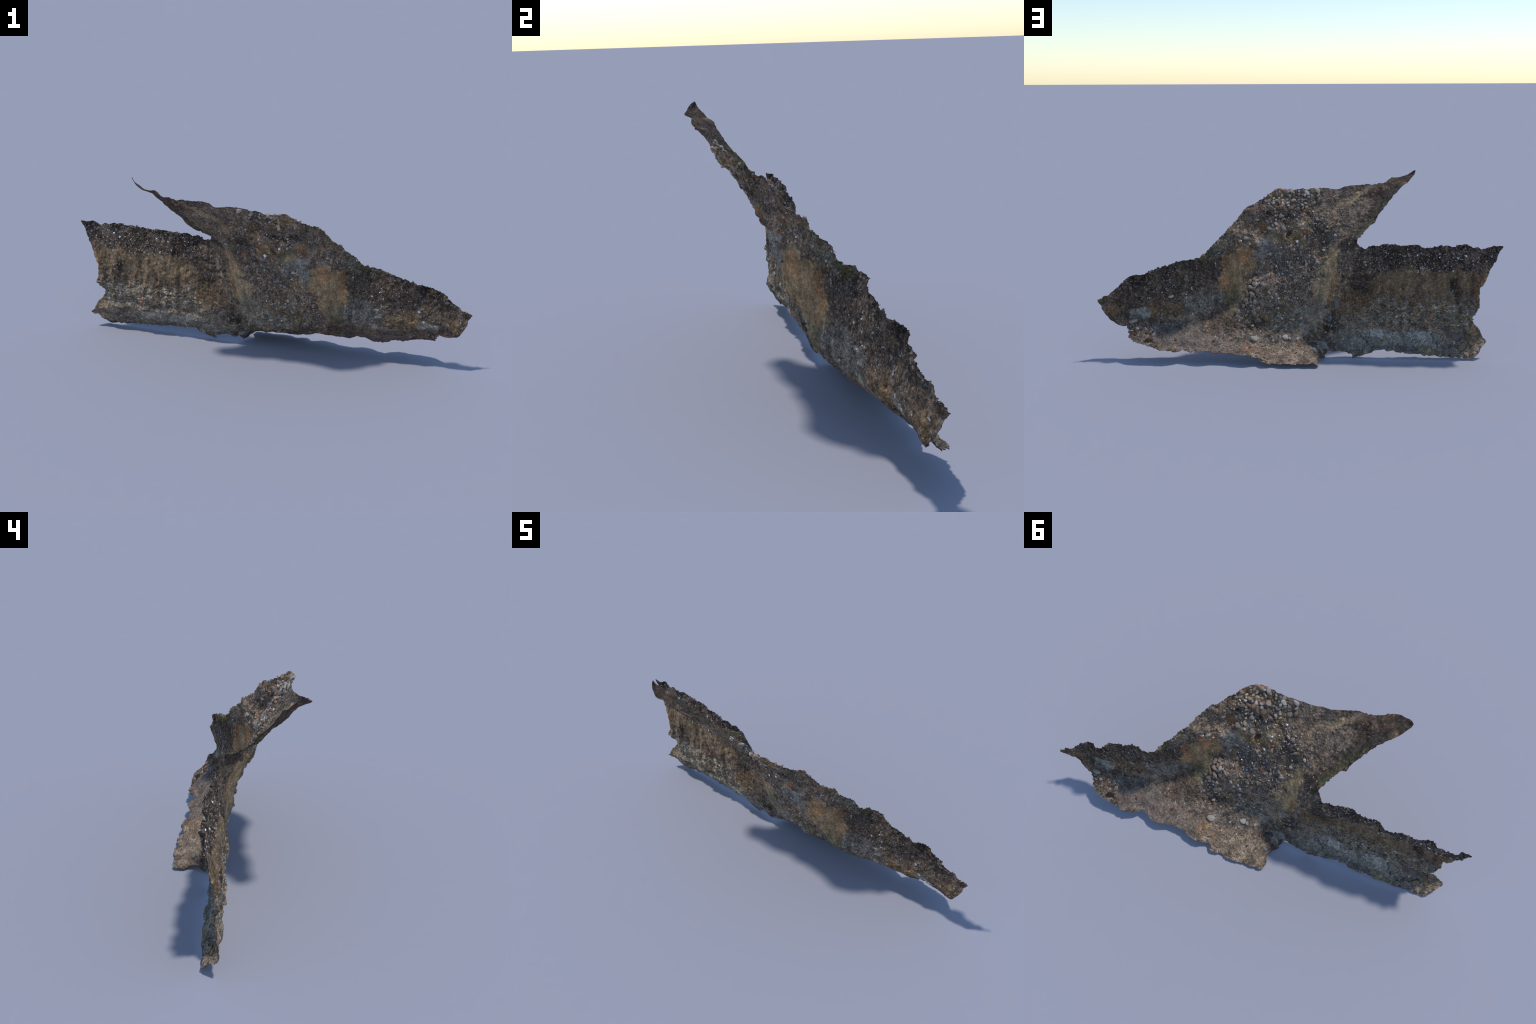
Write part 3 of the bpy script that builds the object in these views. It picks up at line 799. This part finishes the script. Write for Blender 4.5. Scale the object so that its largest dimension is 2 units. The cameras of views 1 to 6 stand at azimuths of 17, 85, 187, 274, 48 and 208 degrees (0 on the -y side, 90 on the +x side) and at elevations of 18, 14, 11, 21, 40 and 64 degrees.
GROUND = {
    'cliff_wall': ground_material('shale_and_topsoil', (-1.0, 0.0), (-0.13, 0.60)),
    'buttress': ground_material('stony_earth', (-0.58, 0.0), (0.44, 0.92)),
    'soil_slope': ground_material('dark_soil', (0.44, 0.14), (1.0, 0.54)),
    'sand_floor': ground_material('damp_sand', (-0.12, 0.0), (0.85, 0.22)),
}
STONE = {
    'grey': stone_material('grey_stone', [(0, (.26, .215, .182)), (1, (.40, .335, .290))]),
    'pale': stone_material('pale_stone', [(0, (.43, .355, .29)), (1, (.61, .515, .43))], .25),
    'white': stone_material('white_stone', [(0, (.60, .54, .47)), (1, (.76, .69, .60))], .1),
    'pink': stone_material('pink_stone', [(0, (.44, .29, .215)), (1, (.58, .42, .32))]),
    'orange': stone_material('orange_stone', [(0, (.38, .21, .13)), (1, (.44, .27, .18))]),
    'red': stone_material('brick_fragment', [(0, (.24, .075, .045)), (1, (.30, .12, .07))], .1),
    'tan': stone_material('tan_stone', [(0, (.25, .18, .115)), (1, (.34, .255, .17))]),
    'blue': stone_material('blue_grey_stone', [(0, (.25, .245, .24)), (1, (.34, .335, .33))], .2),
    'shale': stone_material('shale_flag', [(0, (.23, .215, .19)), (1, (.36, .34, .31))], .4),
    'dark': stone_material('dark_stone', [(0, (.07, .062, .058)), (1, (.12, .105, .095))]),
}
PEBBLES = pebble_material('mixed_pebbles', 1.1)
RUBBLE = pebble_material('pale_rubble', 1.8)
CHALK = pebble_material('pale_grit', 2.3)
GRASS = fibre_material('dry_grass', (.16, .135, .075), (.10, .105, .045))
ROOT = fibre_material('dead_root', (.16, .135, .115), (.27, .235, .205))


# ---------------------------------------------------------------- objects
def new_mesh(name, verts, faces):
    me = bpy.data.meshes.new(name)
    me.from_pydata([tuple(v) for v in verts], [], [tuple(f) for f in faces])
    me.update()
    return me


def add(name, mesh, parent, material=None):
    ob = bpy.data.objects.new(name, mesh)
    bpy.context.scene.collection.objects.link(ob)
    ob.parent = parent
    if material is not None and not mesh.materials:
        mesh.materials.append(material)
    return ob


bank = bpy.data.objects.new('eroded_bank', None)
bpy.context.scene.collection.objects.link(bank)
bank['label'] = 'thin jagged crust of an eroded earth bank with shale, gravel and sand'
bank['category'] = 'eroded cliff'


def split_crust():
    front, back, tris = crust['front'], crust['back'], crust['tris']
    n = len(front)
    P = np.concatenate([front, back])
    a, b, c = (front[tris[:, k]] for k in range(3))
    fn = np.cross(b - a, c - a)
    flip = (fn * crust['nrm'][tris[:, 0]]).sum(1) < 0
    tris = tris.copy()
    tris[flip] = tris[flip][:, ::-1]
    fn[flip] *= -1
    vn = np.zeros((n, 3))
    for k in range(3):
        np.add.at(vn, tris[:, k], fn)
    vn /= np.linalg.norm(vn, axis=1)[:, None] + 1e-12
    N = np.concatenate([vn, -vn])
    e = np.concatenate([tris[:, [0, 1]], tris[:, [1, 2]], tris[:, [2, 0]]])
    owner = np.tile(np.arange(len(tris)), 3)
    key = np.minimum(e[:, 0], e[:, 1]) * n + np.maximum(e[:, 0], e[:, 1])
    _, first, count = np.unique(key, return_index=True, return_counts=True)
    open_e = first[count == 1]
    rim = np.stack([e[open_e, 1], e[open_e, 0], e[open_e, 0] + n, e[open_e, 1] + n], 1)
    x = crust['x'][tris].mean(1)
    kind = np.full(len(tris), 1)
    kind[x > 0.44] = 2
    kind[crust['wall'][tris].sum(1) >= 2] = 0
    kind[crust['floor'][tris].sum(1) >= 2] = 3
    parts = {}
    for k, name in enumerate(('cliff_wall', 'buttress', 'soil_slope', 'sand_floor')):
        f = tris[kind == k]
        r = rim[kind[owner[open_e]] == k]
        faces = [list(q) for q in f] + [list(q) for q in f[:, ::-1] + n] + [list(q) for q in r]
        used = np.unique(np.concatenate([f.ravel(), f.ravel() + n, r.ravel()]))
        index = np.full(2 * n, -1)
        index[used] = np.arange(len(used))
        me = new_mesh(name, P[used], [[index[v] for v in q] for q in faces])
        me.polygons.foreach_set('use_smooth', [True] * len(me.polygons))
        me.normals_split_custom_set_from_vertices([tuple(v) for v in N[used]])
        parts[name] = add(name, me, bank, GROUND[name])
    return parts, vn


parts, vertex_normals = split_crust()
SURF, NRM, BARE = crust['front'], vertex_normals, crust['bare']


def part_at(i):
    if crust['floor'][i]:
        return parts['sand_floor']
    if crust['wall'][i]:
        return parts['cliff_wall']
    return parts['soil_slope'] if crust['x'][i] > 0.44 else parts['buttress']


def nearest(p):
    return int(((SURF - np.asarray(p)) ** 2).sum(1).argmin())


def icosphere(sub):
    import bmesh
    bm = bmesh.new()
    bmesh.ops.create_icosphere(bm, subdivisions=sub, radius=1.0)
    v = np.array([q.co[:] for q in bm.verts])
    f = [[q.index for q in face.verts] for face in bm.faces]
    bm.free()
    return v, f


def stone_shapes(count):
    v, f = icosphere(3)
    out = []
    for k in range(count):
        # a rounded block: squash, knock off a few flat faces, roughen
        q = v * (1 + 0.16 * fractal(v * 1.1 + 5 * k, 200 + k, 2))[:, None]
        for j in range(9):
            d = NPR.normal(size=3)
            d /= np.linalg.norm(d)
            cut = NPR.uniform(.55, .82)
            h = q @ d
            q = q - np.maximum(h - cut, 0)[:, None] * d * 0.85
        q = q * (1 + 0.035 * fractal(q * 5, 300 + k, 3))[:, None]
        me = new_mesh('stone', q, f)
        me.polygons.foreach_set('use_smooth', [True] * len(f))
        me.materials.append(STONE['grey'])
        out.append(me)
    return out


SHAPES = stone_shapes(9)


def frame_on(i, spin):
    z = Vector(NRM[i]).normalized()
    x = z.orthogonal().normalized()
    m = Matrix((x, z.cross(x), z)).transposed()
    return m @ Matrix.Rotation(spin, 3, 'Z')


stones_made = 0


def stone(p, size, colour, long=1.25, flat=.62, spin=None, rise=.24, name='stone'):
    """size is the breadth in millimetres; the stone lies in the crust"""
    global stones_made
    i = nearest(p)
    r = size * 0.0005
    me = SHAPES[stones_made % len(SHAPES)]
    stones_made += 1
    ob = add(name, me, part_at(i))
    ob.material_slots[0].link = 'OBJECT'
    ob.material_slots[0].material = STONE[colour]
    m = frame_on(i, RNG.uniform(0, 6.28) if spin is None else spin)
    if SURF[i][2] > 0.78:
        rise, m = 0.0, frame_on(i, 0.0)
    tip = Matrix.Rotation(RNG.uniform(-.2, .2), 3, 'X')
    ob.matrix_local = Matrix.LocRotScale(Vector(SURF[i]) + Vector(NRM[i]) * r * rise, (m @ tip).to_quaternion(),
                                         Vector((r * long, r / long ** .5, r * flat)))
    return ob


# single stones that stand out, each set where it lies
for at, size, colour, long, flat in (
        ((0.212, 0.174, 0.102), 38, 'white', 1.35, .8), ((0.063, 0.120, 0.101), 32, 'white', 1.15, .7),
        ((0.042, 0.123, 0.096), 19, 'pale', 1.1, .7), ((0.003, 0.113, 0.092), 15, 'white', 1.2, .6),
        ((0.088, 0.126, 0.100), 17, 'pink', 1.7, .5), ((0.260, -0.089, 0.712), 27, 'orange', 1.1, .8),
        ((0.171, -0.159, 0.714), 32, 'grey', 1.2, .7), ((0.150, -0.164, 0.707), 20, 'pink', 1.1, .8),
        ((0.119, -0.169, 0.720), 27, 'orange', 1.1, .7), ((0.085, -0.228, 0.792), 19, 'white', 1.3, .7),
        ((-0.070, -0.219, 0.803), 28, 'white', 1.5, .6), ((-0.039, -0.209, 0.774), 22, 'pale', 1.2, .7),
        ((-0.016, -0.205, 0.791), 26, 'white', 1.3, .7), ((0.099, -0.107, 0.617), 30, 'grey', 1.2, .75),
        ((0.183, -0.122, 0.640), 19, 'blue', 1.2, .7), ((0.155, -0.113, 0.632), 14, 'white', 1.2, .7),
        ((0.172, -0.108, 0.612), 28, 'grey', 1.2, .5), ((-0.116, -0.060, 0.516), 19, 'white', 1.1, .6),
        ((-0.074, -0.118, 0.666), 20, 'white', 1.9, .5), ((-0.096, -0.113, 0.668), 20, 'pale', 1.6, .5),
        ((0.283, -0.022, 0.577), 22, 'pale', 1.2, .7), ((0.315, -0.003, 0.556), 16, 'red', 1.3, .6),
        ((0.265, -0.066, 0.638), 13, 'tan', 1.2, .7), ((-0.068, -0.034, 0.480), 21, 'pink', 1.5, .5),
        ((-0.085, -0.026, 0.454), 14, 'white', 1.4, .6), ((0.273, 0.023, 0.301), 28, 'tan', 1.9, .6),
        ((0.247, 0.034, 0.302), 28, 'pink', 1.7, .6), ((0.285, 0.020, 0.312), 21, 'grey', 1.2, .7),
        ((0.275, 0.050, 0.267), 28, 'grey', 1.3, .7), ((0.247, 0.060, 0.268), 17, 'grey', 1.1, .7),
        ((0.285, 0.065, 0.245), 18, 'pink', 1.2, .7), ((0.250, 0.000, 0.385), 20, 'pink', 1.2, .7),
        ((0.262, 0.010, 0.357), 26, 'pink', 1.3, .7), ((0.243, 0.010, 0.358), 21, 'pink', 1.3, .7),
        ((0.193, 0.022, 0.346), 20, 'pale', 1.9, .6), ((0.210, 0.070, 0.230), 30, 'grey', 1.2, .7),
        ((0.837, 0.186, 0.348), 21, 'orange', 1.2, .6), ((0.639, 0.142, 0.303), 19, 'white', 1.9, .4),
        ((0.675, 0.144, 0.386), 13, 'blue', 1.2, .6), ((0.561, 0.128, 0.295), 13, 'white', 1.3, .6),
        ((0.537, 0.116, 0.337), 12, 'white', 2.0, .5), ((0.554, 0.133, 0.202), 18, 'blue', 1.2, .7),
        ((0.686, 0.158, 0.212), 13, 'pale', 1.3, .6), ((0.814, 0.221, 0.188), 34, 'pale', 1.6, .5),
        ((0.750, 0.206, 0.176), 24, 'tan', 1.7, .5), ((0.747, 0.236, 0.150), 15, 'pale', 1.2, .7),
        ((0.790, 0.239, 0.159), 13, 'white', 1.4, .6), ((0.801, 0.257, 0.132), 14, 'red', 1.3, .6),
        ((0.411, 0.212, 0.099), 15, 'red', 1.3, .6), ((0.598, 0.243, 0.107), 11, 'red', 1.4, .6),
        ((0.264, 0.166, 0.100), 12, 'red', 1.2, .6), ((0.473, 0.167, 0.138), 12, 'pink', 1.5, .6),
        ((0.152, 0.288, 0.030), 24, 'pink', 1.4, .6), ((0.147, 0.273, 0.041), 15, 'grey', 1.2, .7),
        ((-0.086, 0.193, 0.055), 26, 'blue', 1.2, .6), ((0.089, 0.229, 0.051), 9, 'white', 1.3, .6),
        ((-0.190, 0.049, 0.266), 34, 'blue', 1.4, .35), ((-0.119, 0.071, 0.175), 17, 'pale', 1.2, .6),
        ((-0.158, 0.058, 0.189), 20, 'blue', 1.2, .6), ((-0.137, 0.066, 0.185), 17, 'tan', 1.1, .7),
        ((-0.095, 0.078, 0.107), 25, 'tan', 1.2, .6), ((-0.538, 0.030, 0.278), 21, 'blue', 1.2, .5),
        ((-0.813, 0.047, 0.052), 42, 'tan', 1.5, .4), ((-0.737, 0.070, 0.040), 27, 'grey', 1.5, .4),
        ((-0.789, 0.017, 0.102), 48, 'grey', 1.15, .4), ((-0.722, 0.053, 0.556), 22, 'tan', 1.6, .5),
        ((-0.722, 0.031, 0.465), 14, 'pink', 1.2, .6), ((-0.708, 0.040, 0.495), 13, 'orange', 1.2, .6),
        ((-0.614, 0.035, 0.448), 12, 'white', 1.2, .6), ((-0.326, 0.055, 0.482), 14, 'white', 1.2, .6),
        ((-0.547, 0.025, 0.396), 16, 'pink', 1.7, .5), ((-0.572, 0.033, 0.492), 15, 'tan', 1.9, .5),
        ((-0.762, 0.018, 0.440), 16, 'white', 1.3, .5), ((-0.760, 0.044, 0.532), 10, 'pale', 2.2, .5),
        ((-0.122, -0.088, 0.608), 17, 'grey', 1.2, .7), ((-0.850, 0.018, 0.086), 40, 'tan', 1.9, .4)):
    stone(at, size, colour, long, flat)


def scatter(count, centre, radii, sizes, colours, rise=.15, reject=.006):
    """loose stones strewn over the crust about a centre"""
    c, r = np.array(centre), np.array(radii)
    inside = np.nonzero(((((SURF - c) / r) ** 2).sum(1) < 1) & (BARE < 0.35))[0]
    placed = []
    tries = 0
    while len(placed) < count and tries < count * 12 and len(inside):
        tries += 1
        i = int(inside[NPR.randint(len(inside))])
        s = sizes[0] + (sizes[1] - sizes[0]) * NPR.rand() ** 1.7
        q = SURF[i]
        if all(((q - o) ** 2).sum() > (0.00042 * (s + t) + .001) ** 2 for o, t in placed):
            placed.append((q, s))
            stone(q, s, colours[NPR.randint(len(colours))], NPR.uniform(1.05, 1.5), NPR.uniform(.55, .85), rise=rise)


COBBLE = ['pale', 'pale', 'pink', 'grey', 'white', 'tan', 'blue', 'pink', 'pale']
scatter(58, (0.07, -0.19, 0.762), (0.15, .3, 0.052), (14, 30), COBBLE, rise=.3)
scatter(16, (0.17, -0.13, 0.675), (0.075, .3, 0.05), (10, 24), COBBLE)
scatter(18, (0.26, 0.03, 0.31), (0.045, .3, 0.075), (11, 27), COBBLE, rise=.3)
scatter(16, (0.27, 0.08, 0.19), (0.08, .3, 0.06), (7, 18), COBBLE)
scatter(30, (0.02, 0.0, 0.43), (0.15, .3, 0.11), (8, 18), COBBLE, rise=.25)
scatter(12, (0.30, -0.04, 0.60), (0.08, .3, 0.07), (7, 15), COBBLE)
scatter(20, (0.76, 0.24, 0.15), (0.08, .06, 0.05), (7, 15), COBBLE + ['red', 'red', 'white'])
scatter(22, (0.30, 0.20, 0.09), (0.22, .09, 0.06), (7, 15), COBBLE + ['red', 'red'])
scatter(22, (-0.62, 0.04, 0.48), (0.33, .1, 0.06), (6, 12), ['white', 'pale', 'pink', 'grey', 'white', 'blue'])
scatter(12, (0.62, 0.14, 0.36), (0.18, .1, 0.08), (6, 11), ['white', 'pale', 'red', 'tan', 'dark'])
scatter(8, (-0.16, 0.06, 0.165), (0.05, .08, 0.03), (8, 18), ['pale', 'tan', 'blue', 'grey'])


def shale_flakes(count, centre, radii, sizes, colours):
    """thin flags of shale lying along the beds, edges standing out of the face"""
    c, r = np.array(centre), np.array(radii)
    inside = np.nonzero(((((SURF - c) / r) ** 2).sum(1) < 1) & (BARE < 0.35))[0]
    for k in range(count):
        i = int(inside[NPR.randint(len(inside))])
        s = (sizes[0] + (sizes[1] - sizes[0]) * NPR.rand() ** 1.8) * 0.0005
        ob = add('shale_flake', SHAPES[NPR.randint(len(SHAPES))], part_at(i))
        ob.material_slots[0].link = 'OBJECT'
        ob.material_slots[0].material = STONE[colours[NPR.randint(len(colours))]]
        n = Vector(NRM[i])
        along = Vector((1, 0, NPR.normal() * .14))
        along = (along - n * along.dot(n)).normalized()
        m = Matrix((along, n.cross(along), n)).transposed()
        ob.matrix_local = Matrix.LocRotScale(Vector(SURF[i]), m.to_quaternion(),
                                             Vector((s * NPR.uniform(1.1, 1.6), s * NPR.uniform(.28, .6), s * NPR.uniform(.25, .4))))


shale_flakes(120, (-0.62, 0.02, 0.225), (0.32, .1, 0.085), (7, 20), ['shale', 'shale', 'blue', 'grey', 'tan'])
shale_flakes(22, (-0.27, 0.04, 0.235), (0.07, .1, 0.06), (7, 18), ['shale', 'tan', 'blue', 'orange'])
shale_flakes(24, (0.04, 0.08, 0.19), (0.13, .1, 0.05), (8, 22), ['shale', 'grey', 'tan'])
shale_flakes(12, (0.195, -0.06, 0.50), (0.05, .1, 0.06), (7, 17), ['blue', 'shale'])


def pebble_field(name, parent_name, count, centre, radii, sizes, material=None):
    """gravel too fine to count, joined into one piece"""
    v, f = icosphere(2 if sizes[1] > 9 else 1)
    c, r = np.array(centre), np.array(radii)
    inside = np.nonzero(((((SURF - c) / r) ** 2).sum(1) < 1) & (BARE < 0.35))[0]
    V, F = [], []
    for k in range(count):
        i = int(inside[NPR.randint(len(inside))])
        s = (sizes[0] + (sizes[1] - sizes[0]) * NPR.rand() ** 2.5) * 0.0005
        q = v * (1 + 0.3 * fractal(v * 1.3 + 3.7 * k, 400, 2) + NPR.uniform(-.06, .06, len(v)))[:, None]
        q = (q * NPR.uniform(.65, 1.3, 3)) @ np.linalg.qr(NPR.normal(size=(3, 3)))[0]
        base = k * len(v)
        V.append(q * s + SURF[i] + NRM[i] * s * NPR.uniform(-.3, .2) + NPR.normal(size=3) * .0006)
        F += [[a + base for a in face] for face in f]
    ob = add(name, new_mesh(name, np.concatenate(V), F), parts[parent_name], material or (RUBBLE if sizes[1] > 10 else PEBBLES))
    ob['kind'] = 'stuff'
    return ob


pebble_field('cobble_rubble', 'buttress', 400, (0.07, -0.03, 0.48), (0.26, .4, 0.33), (6, 15))
pebble_field('gravel', 'buttress', 2000, (0.08, -0.06, 0.52), (0.34, .4, 0.36), (3, 8))
pebble_field('gravel', 'sand_floor', 500, (0.16, 0.21, 0.08), (0.32, .12, 0.085), (2.5, 6))
pebble_field('gravel', 'sand_floor', 350, (0.74, 0.24, 0.15), (0.11, .08, 0.06), (2.5, 6))
pebble_field('gravel', 'soil_slope', 900, (0.70, 0.16, 0.34), (0.28, .1, 0.12), (2.5, 6))
pebble_field('white_grit', 'cliff_wall', 170, (-0.60, 0.04, 0.485), (0.33, .1, 0.055), (4, 10), CHALK)
pebble_field('white_grit', 'buttress', 120, (0.02, 0.0, 0.50), (0.26, .4, 0.25), (4, 10), CHALK)
pebble_field('white_grit', 'soil_slope', 60, (0.62, 0.14, 0.34), (0.18, .1, 0.08), (4, 9), CHALK)
pebble_field('gravel', 'cliff_wall', 1100, (-0.64, 0.04, 0.505), (0.38, .1, 0.075), (2.5, 7))


# ---------------------------------------------------------------- roots and grass
def tube(name, spine, radius, parent, material, sides=5, taper=.35):
    pts = [Vector(q) for q in spine]
    V, F = [], []
    for k, q in enumerate(pts):
        d = (pts[min(k + 1, len(pts) - 1)] - pts[max(k - 1, 0)]).normalized()
        a = d.orthogonal().normalized()
        b = d.cross(a)
        r = radius * (1 - (1 - taper) * k / (len(pts) - 1))
        V += [q + a * (r * math.cos(6.2832 * j / sides)) + b * (r * math.sin(6.2832 * j / sides)) for j in range(sides)]
        if k:
            o = (k - 1) * sides
            F += [(o + j, o + (j + 1) % sides, o + sides + (j + 1) % sides, o + sides + j) for j in range(sides)]
    F.append(tuple(range(sides - 1, -1, -1)))
    F.append(tuple(range(len(V) - sides, len(V))))
    me = new_mesh(name, V, F)
    me.polygons.foreach_set('use_smooth', [True] * len(me.polygons))
    return add(name, me, parent, material)


def lying(points, lift=.003, steps=5):
    """a line draped on the crust through points"""
    out = []
    for a, b in zip(points[:-1], points[1:]):
        for k in range(steps):
            q = np.array(a) + (np.array(b) - np.array(a)) * k / steps
            i = nearest(q)
            out.append(SURF[i] + NRM[i] * (lift + .0015 * RNG.random()))
    i = nearest(points[-1])
    out.append(SURF[i] + NRM[i] * lift)
    out = np.array(out)
    out[1:-1] = (out[:-2] + 2 * out[1:-1] + out[2:]) / 4
    return out


for line, r in (
        ([(-0.215, 0.04, 0.450), (-0.275, 0.035, 0.510)], .0022),
        ([(-0.235, 0.04, 0.475), (-0.290, 0.03, 0.540)], .0014),
        ([(0.272, -0.06, 0.640), (0.262, -0.08, 0.665), (0.268, -0.09, 0.690), (0.285, -0.095, 0.715)], .0018),
        ([(0.262, -0.08, 0.660), (0.285, -0.06, 0.640), (0.305, -0.04, 0.635)], .0013),
        ([(-0.560, 0.04, 0.530), (-0.610, 0.045, 0.553)], .0017),
        ([(-0.570, 0.04, 0.518), (-0.600, 0.045, 0.540), (-0.63, 0.05, 0.55)], .0013),
        ([(-0.590, 0.04, 0.500), (-0.605, 0.04, 0.530)], .0013),
        ([(-0.300, 0.05, 0.52), (-0.34, 0.055, 0.54)], .0012),
        ([(0.88, 0.19, 0.36), (0.855, 0.19, 0.335), (0.85, 0.19, 0.31)], .0010),
        ([(0.80, 0.18, 0.37), (0.785, 0.18, 0.345)], .0010),
        ([(0.585, 0.13, 0.478), (0.588, 0.13, 0.440)], .0011),
        ([(0.55, 0.12, 0.47), (0.53, 0.12, 0.43)], .0010),
        ([(0.575, 0.25, 0.095), (0.62, 0.26, 0.09), (0.66, 0.27, 0.085)], .0012),
        ([(0.82, 0.225, 0.175), (0.845, 0.24, 0.15)], .0015)):
    spine = lying(line)
    tube('root', spine, r, part_at(nearest(line[0])), ROOT)


def blade_shapes(count):
    out = []
    for k in range(count):
        # a blade that rises, bows over and hangs, with a keeled section
        V, F = [], []
        bow, steps = NPR.uniform(.25, .8), 7
        for j in range(steps):
            u = j / (steps - 1)
            y, z = bow * u * u, u - 0.55 * bow * u * u
            w = 0.045 * (1 - u) ** .7 + .004
            V += [(-w, y, z), (0, y - w * .5, z), (w, y, z), (0, y + w * .25, z)]
            if j:
                o = (j - 1) * 4
                F += [(o + a, o + (a + 1) % 4, o + 4 + (a + 1) % 4, o + 4 + a) for a in range(4)]
        F += [(3, 2, 1, 0), tuple(range(len(V) - 4, len(V)))]
        me = new_mesh('grass_blade', V, F)
        me.materials.append(GRASS)
        out.append(me)
    return out


BLADES = blade_shapes(5)
crest = np.array(RIM_CREST)


def grass(count, x0, x1, length, hang):
    on = crest[(crest[:, 0] > x0) & (crest[:, 0] < x1)]
    for k in range(count):
        a = NPR.randint(len(on) - 1)
        q = on[a] + (on[a + 1] - on[a]) * NPR.rand() + np.array((0, .004, -.012)) * NPR.rand()
        i = nearest(q)
        ob = add('grass_blade', BLADES[NPR.randint(len(BLADES))], part_at(i))
        s = NPR.uniform(*length)
        n = Vector(NRM[i])
        # most blades lie down the slope, a few stand up
        down = (Vector((NPR.uniform(-.5, .5), 0, -1)) + n * NPR.uniform(.05, .35)) if NPR.rand() < hang else \
            (Vector((NPR.uniform(-.7, .7), 0, .6)) + n * NPR.uniform(.1, .6))
        z = down.normalized()
        y = (n - z * n.dot(z)).normalized() * (-1 if NPR.rand() < .7 else 1)
        m = Matrix((y.cross(z), y, z)).transposed()
        ob.matrix_local = Matrix.LocRotScale(Vector(SURF[i]) + n * .001, m.to_quaternion(), Vector((s * .8, s, s)))


grass(80, 0.33, 0.56, (.014, .034), 1.0)
grass(25, 0.56, 0.86, (.010, .020), 1.0)
grass(18, 0.22, 0.34, (.012, .026), 1.0)
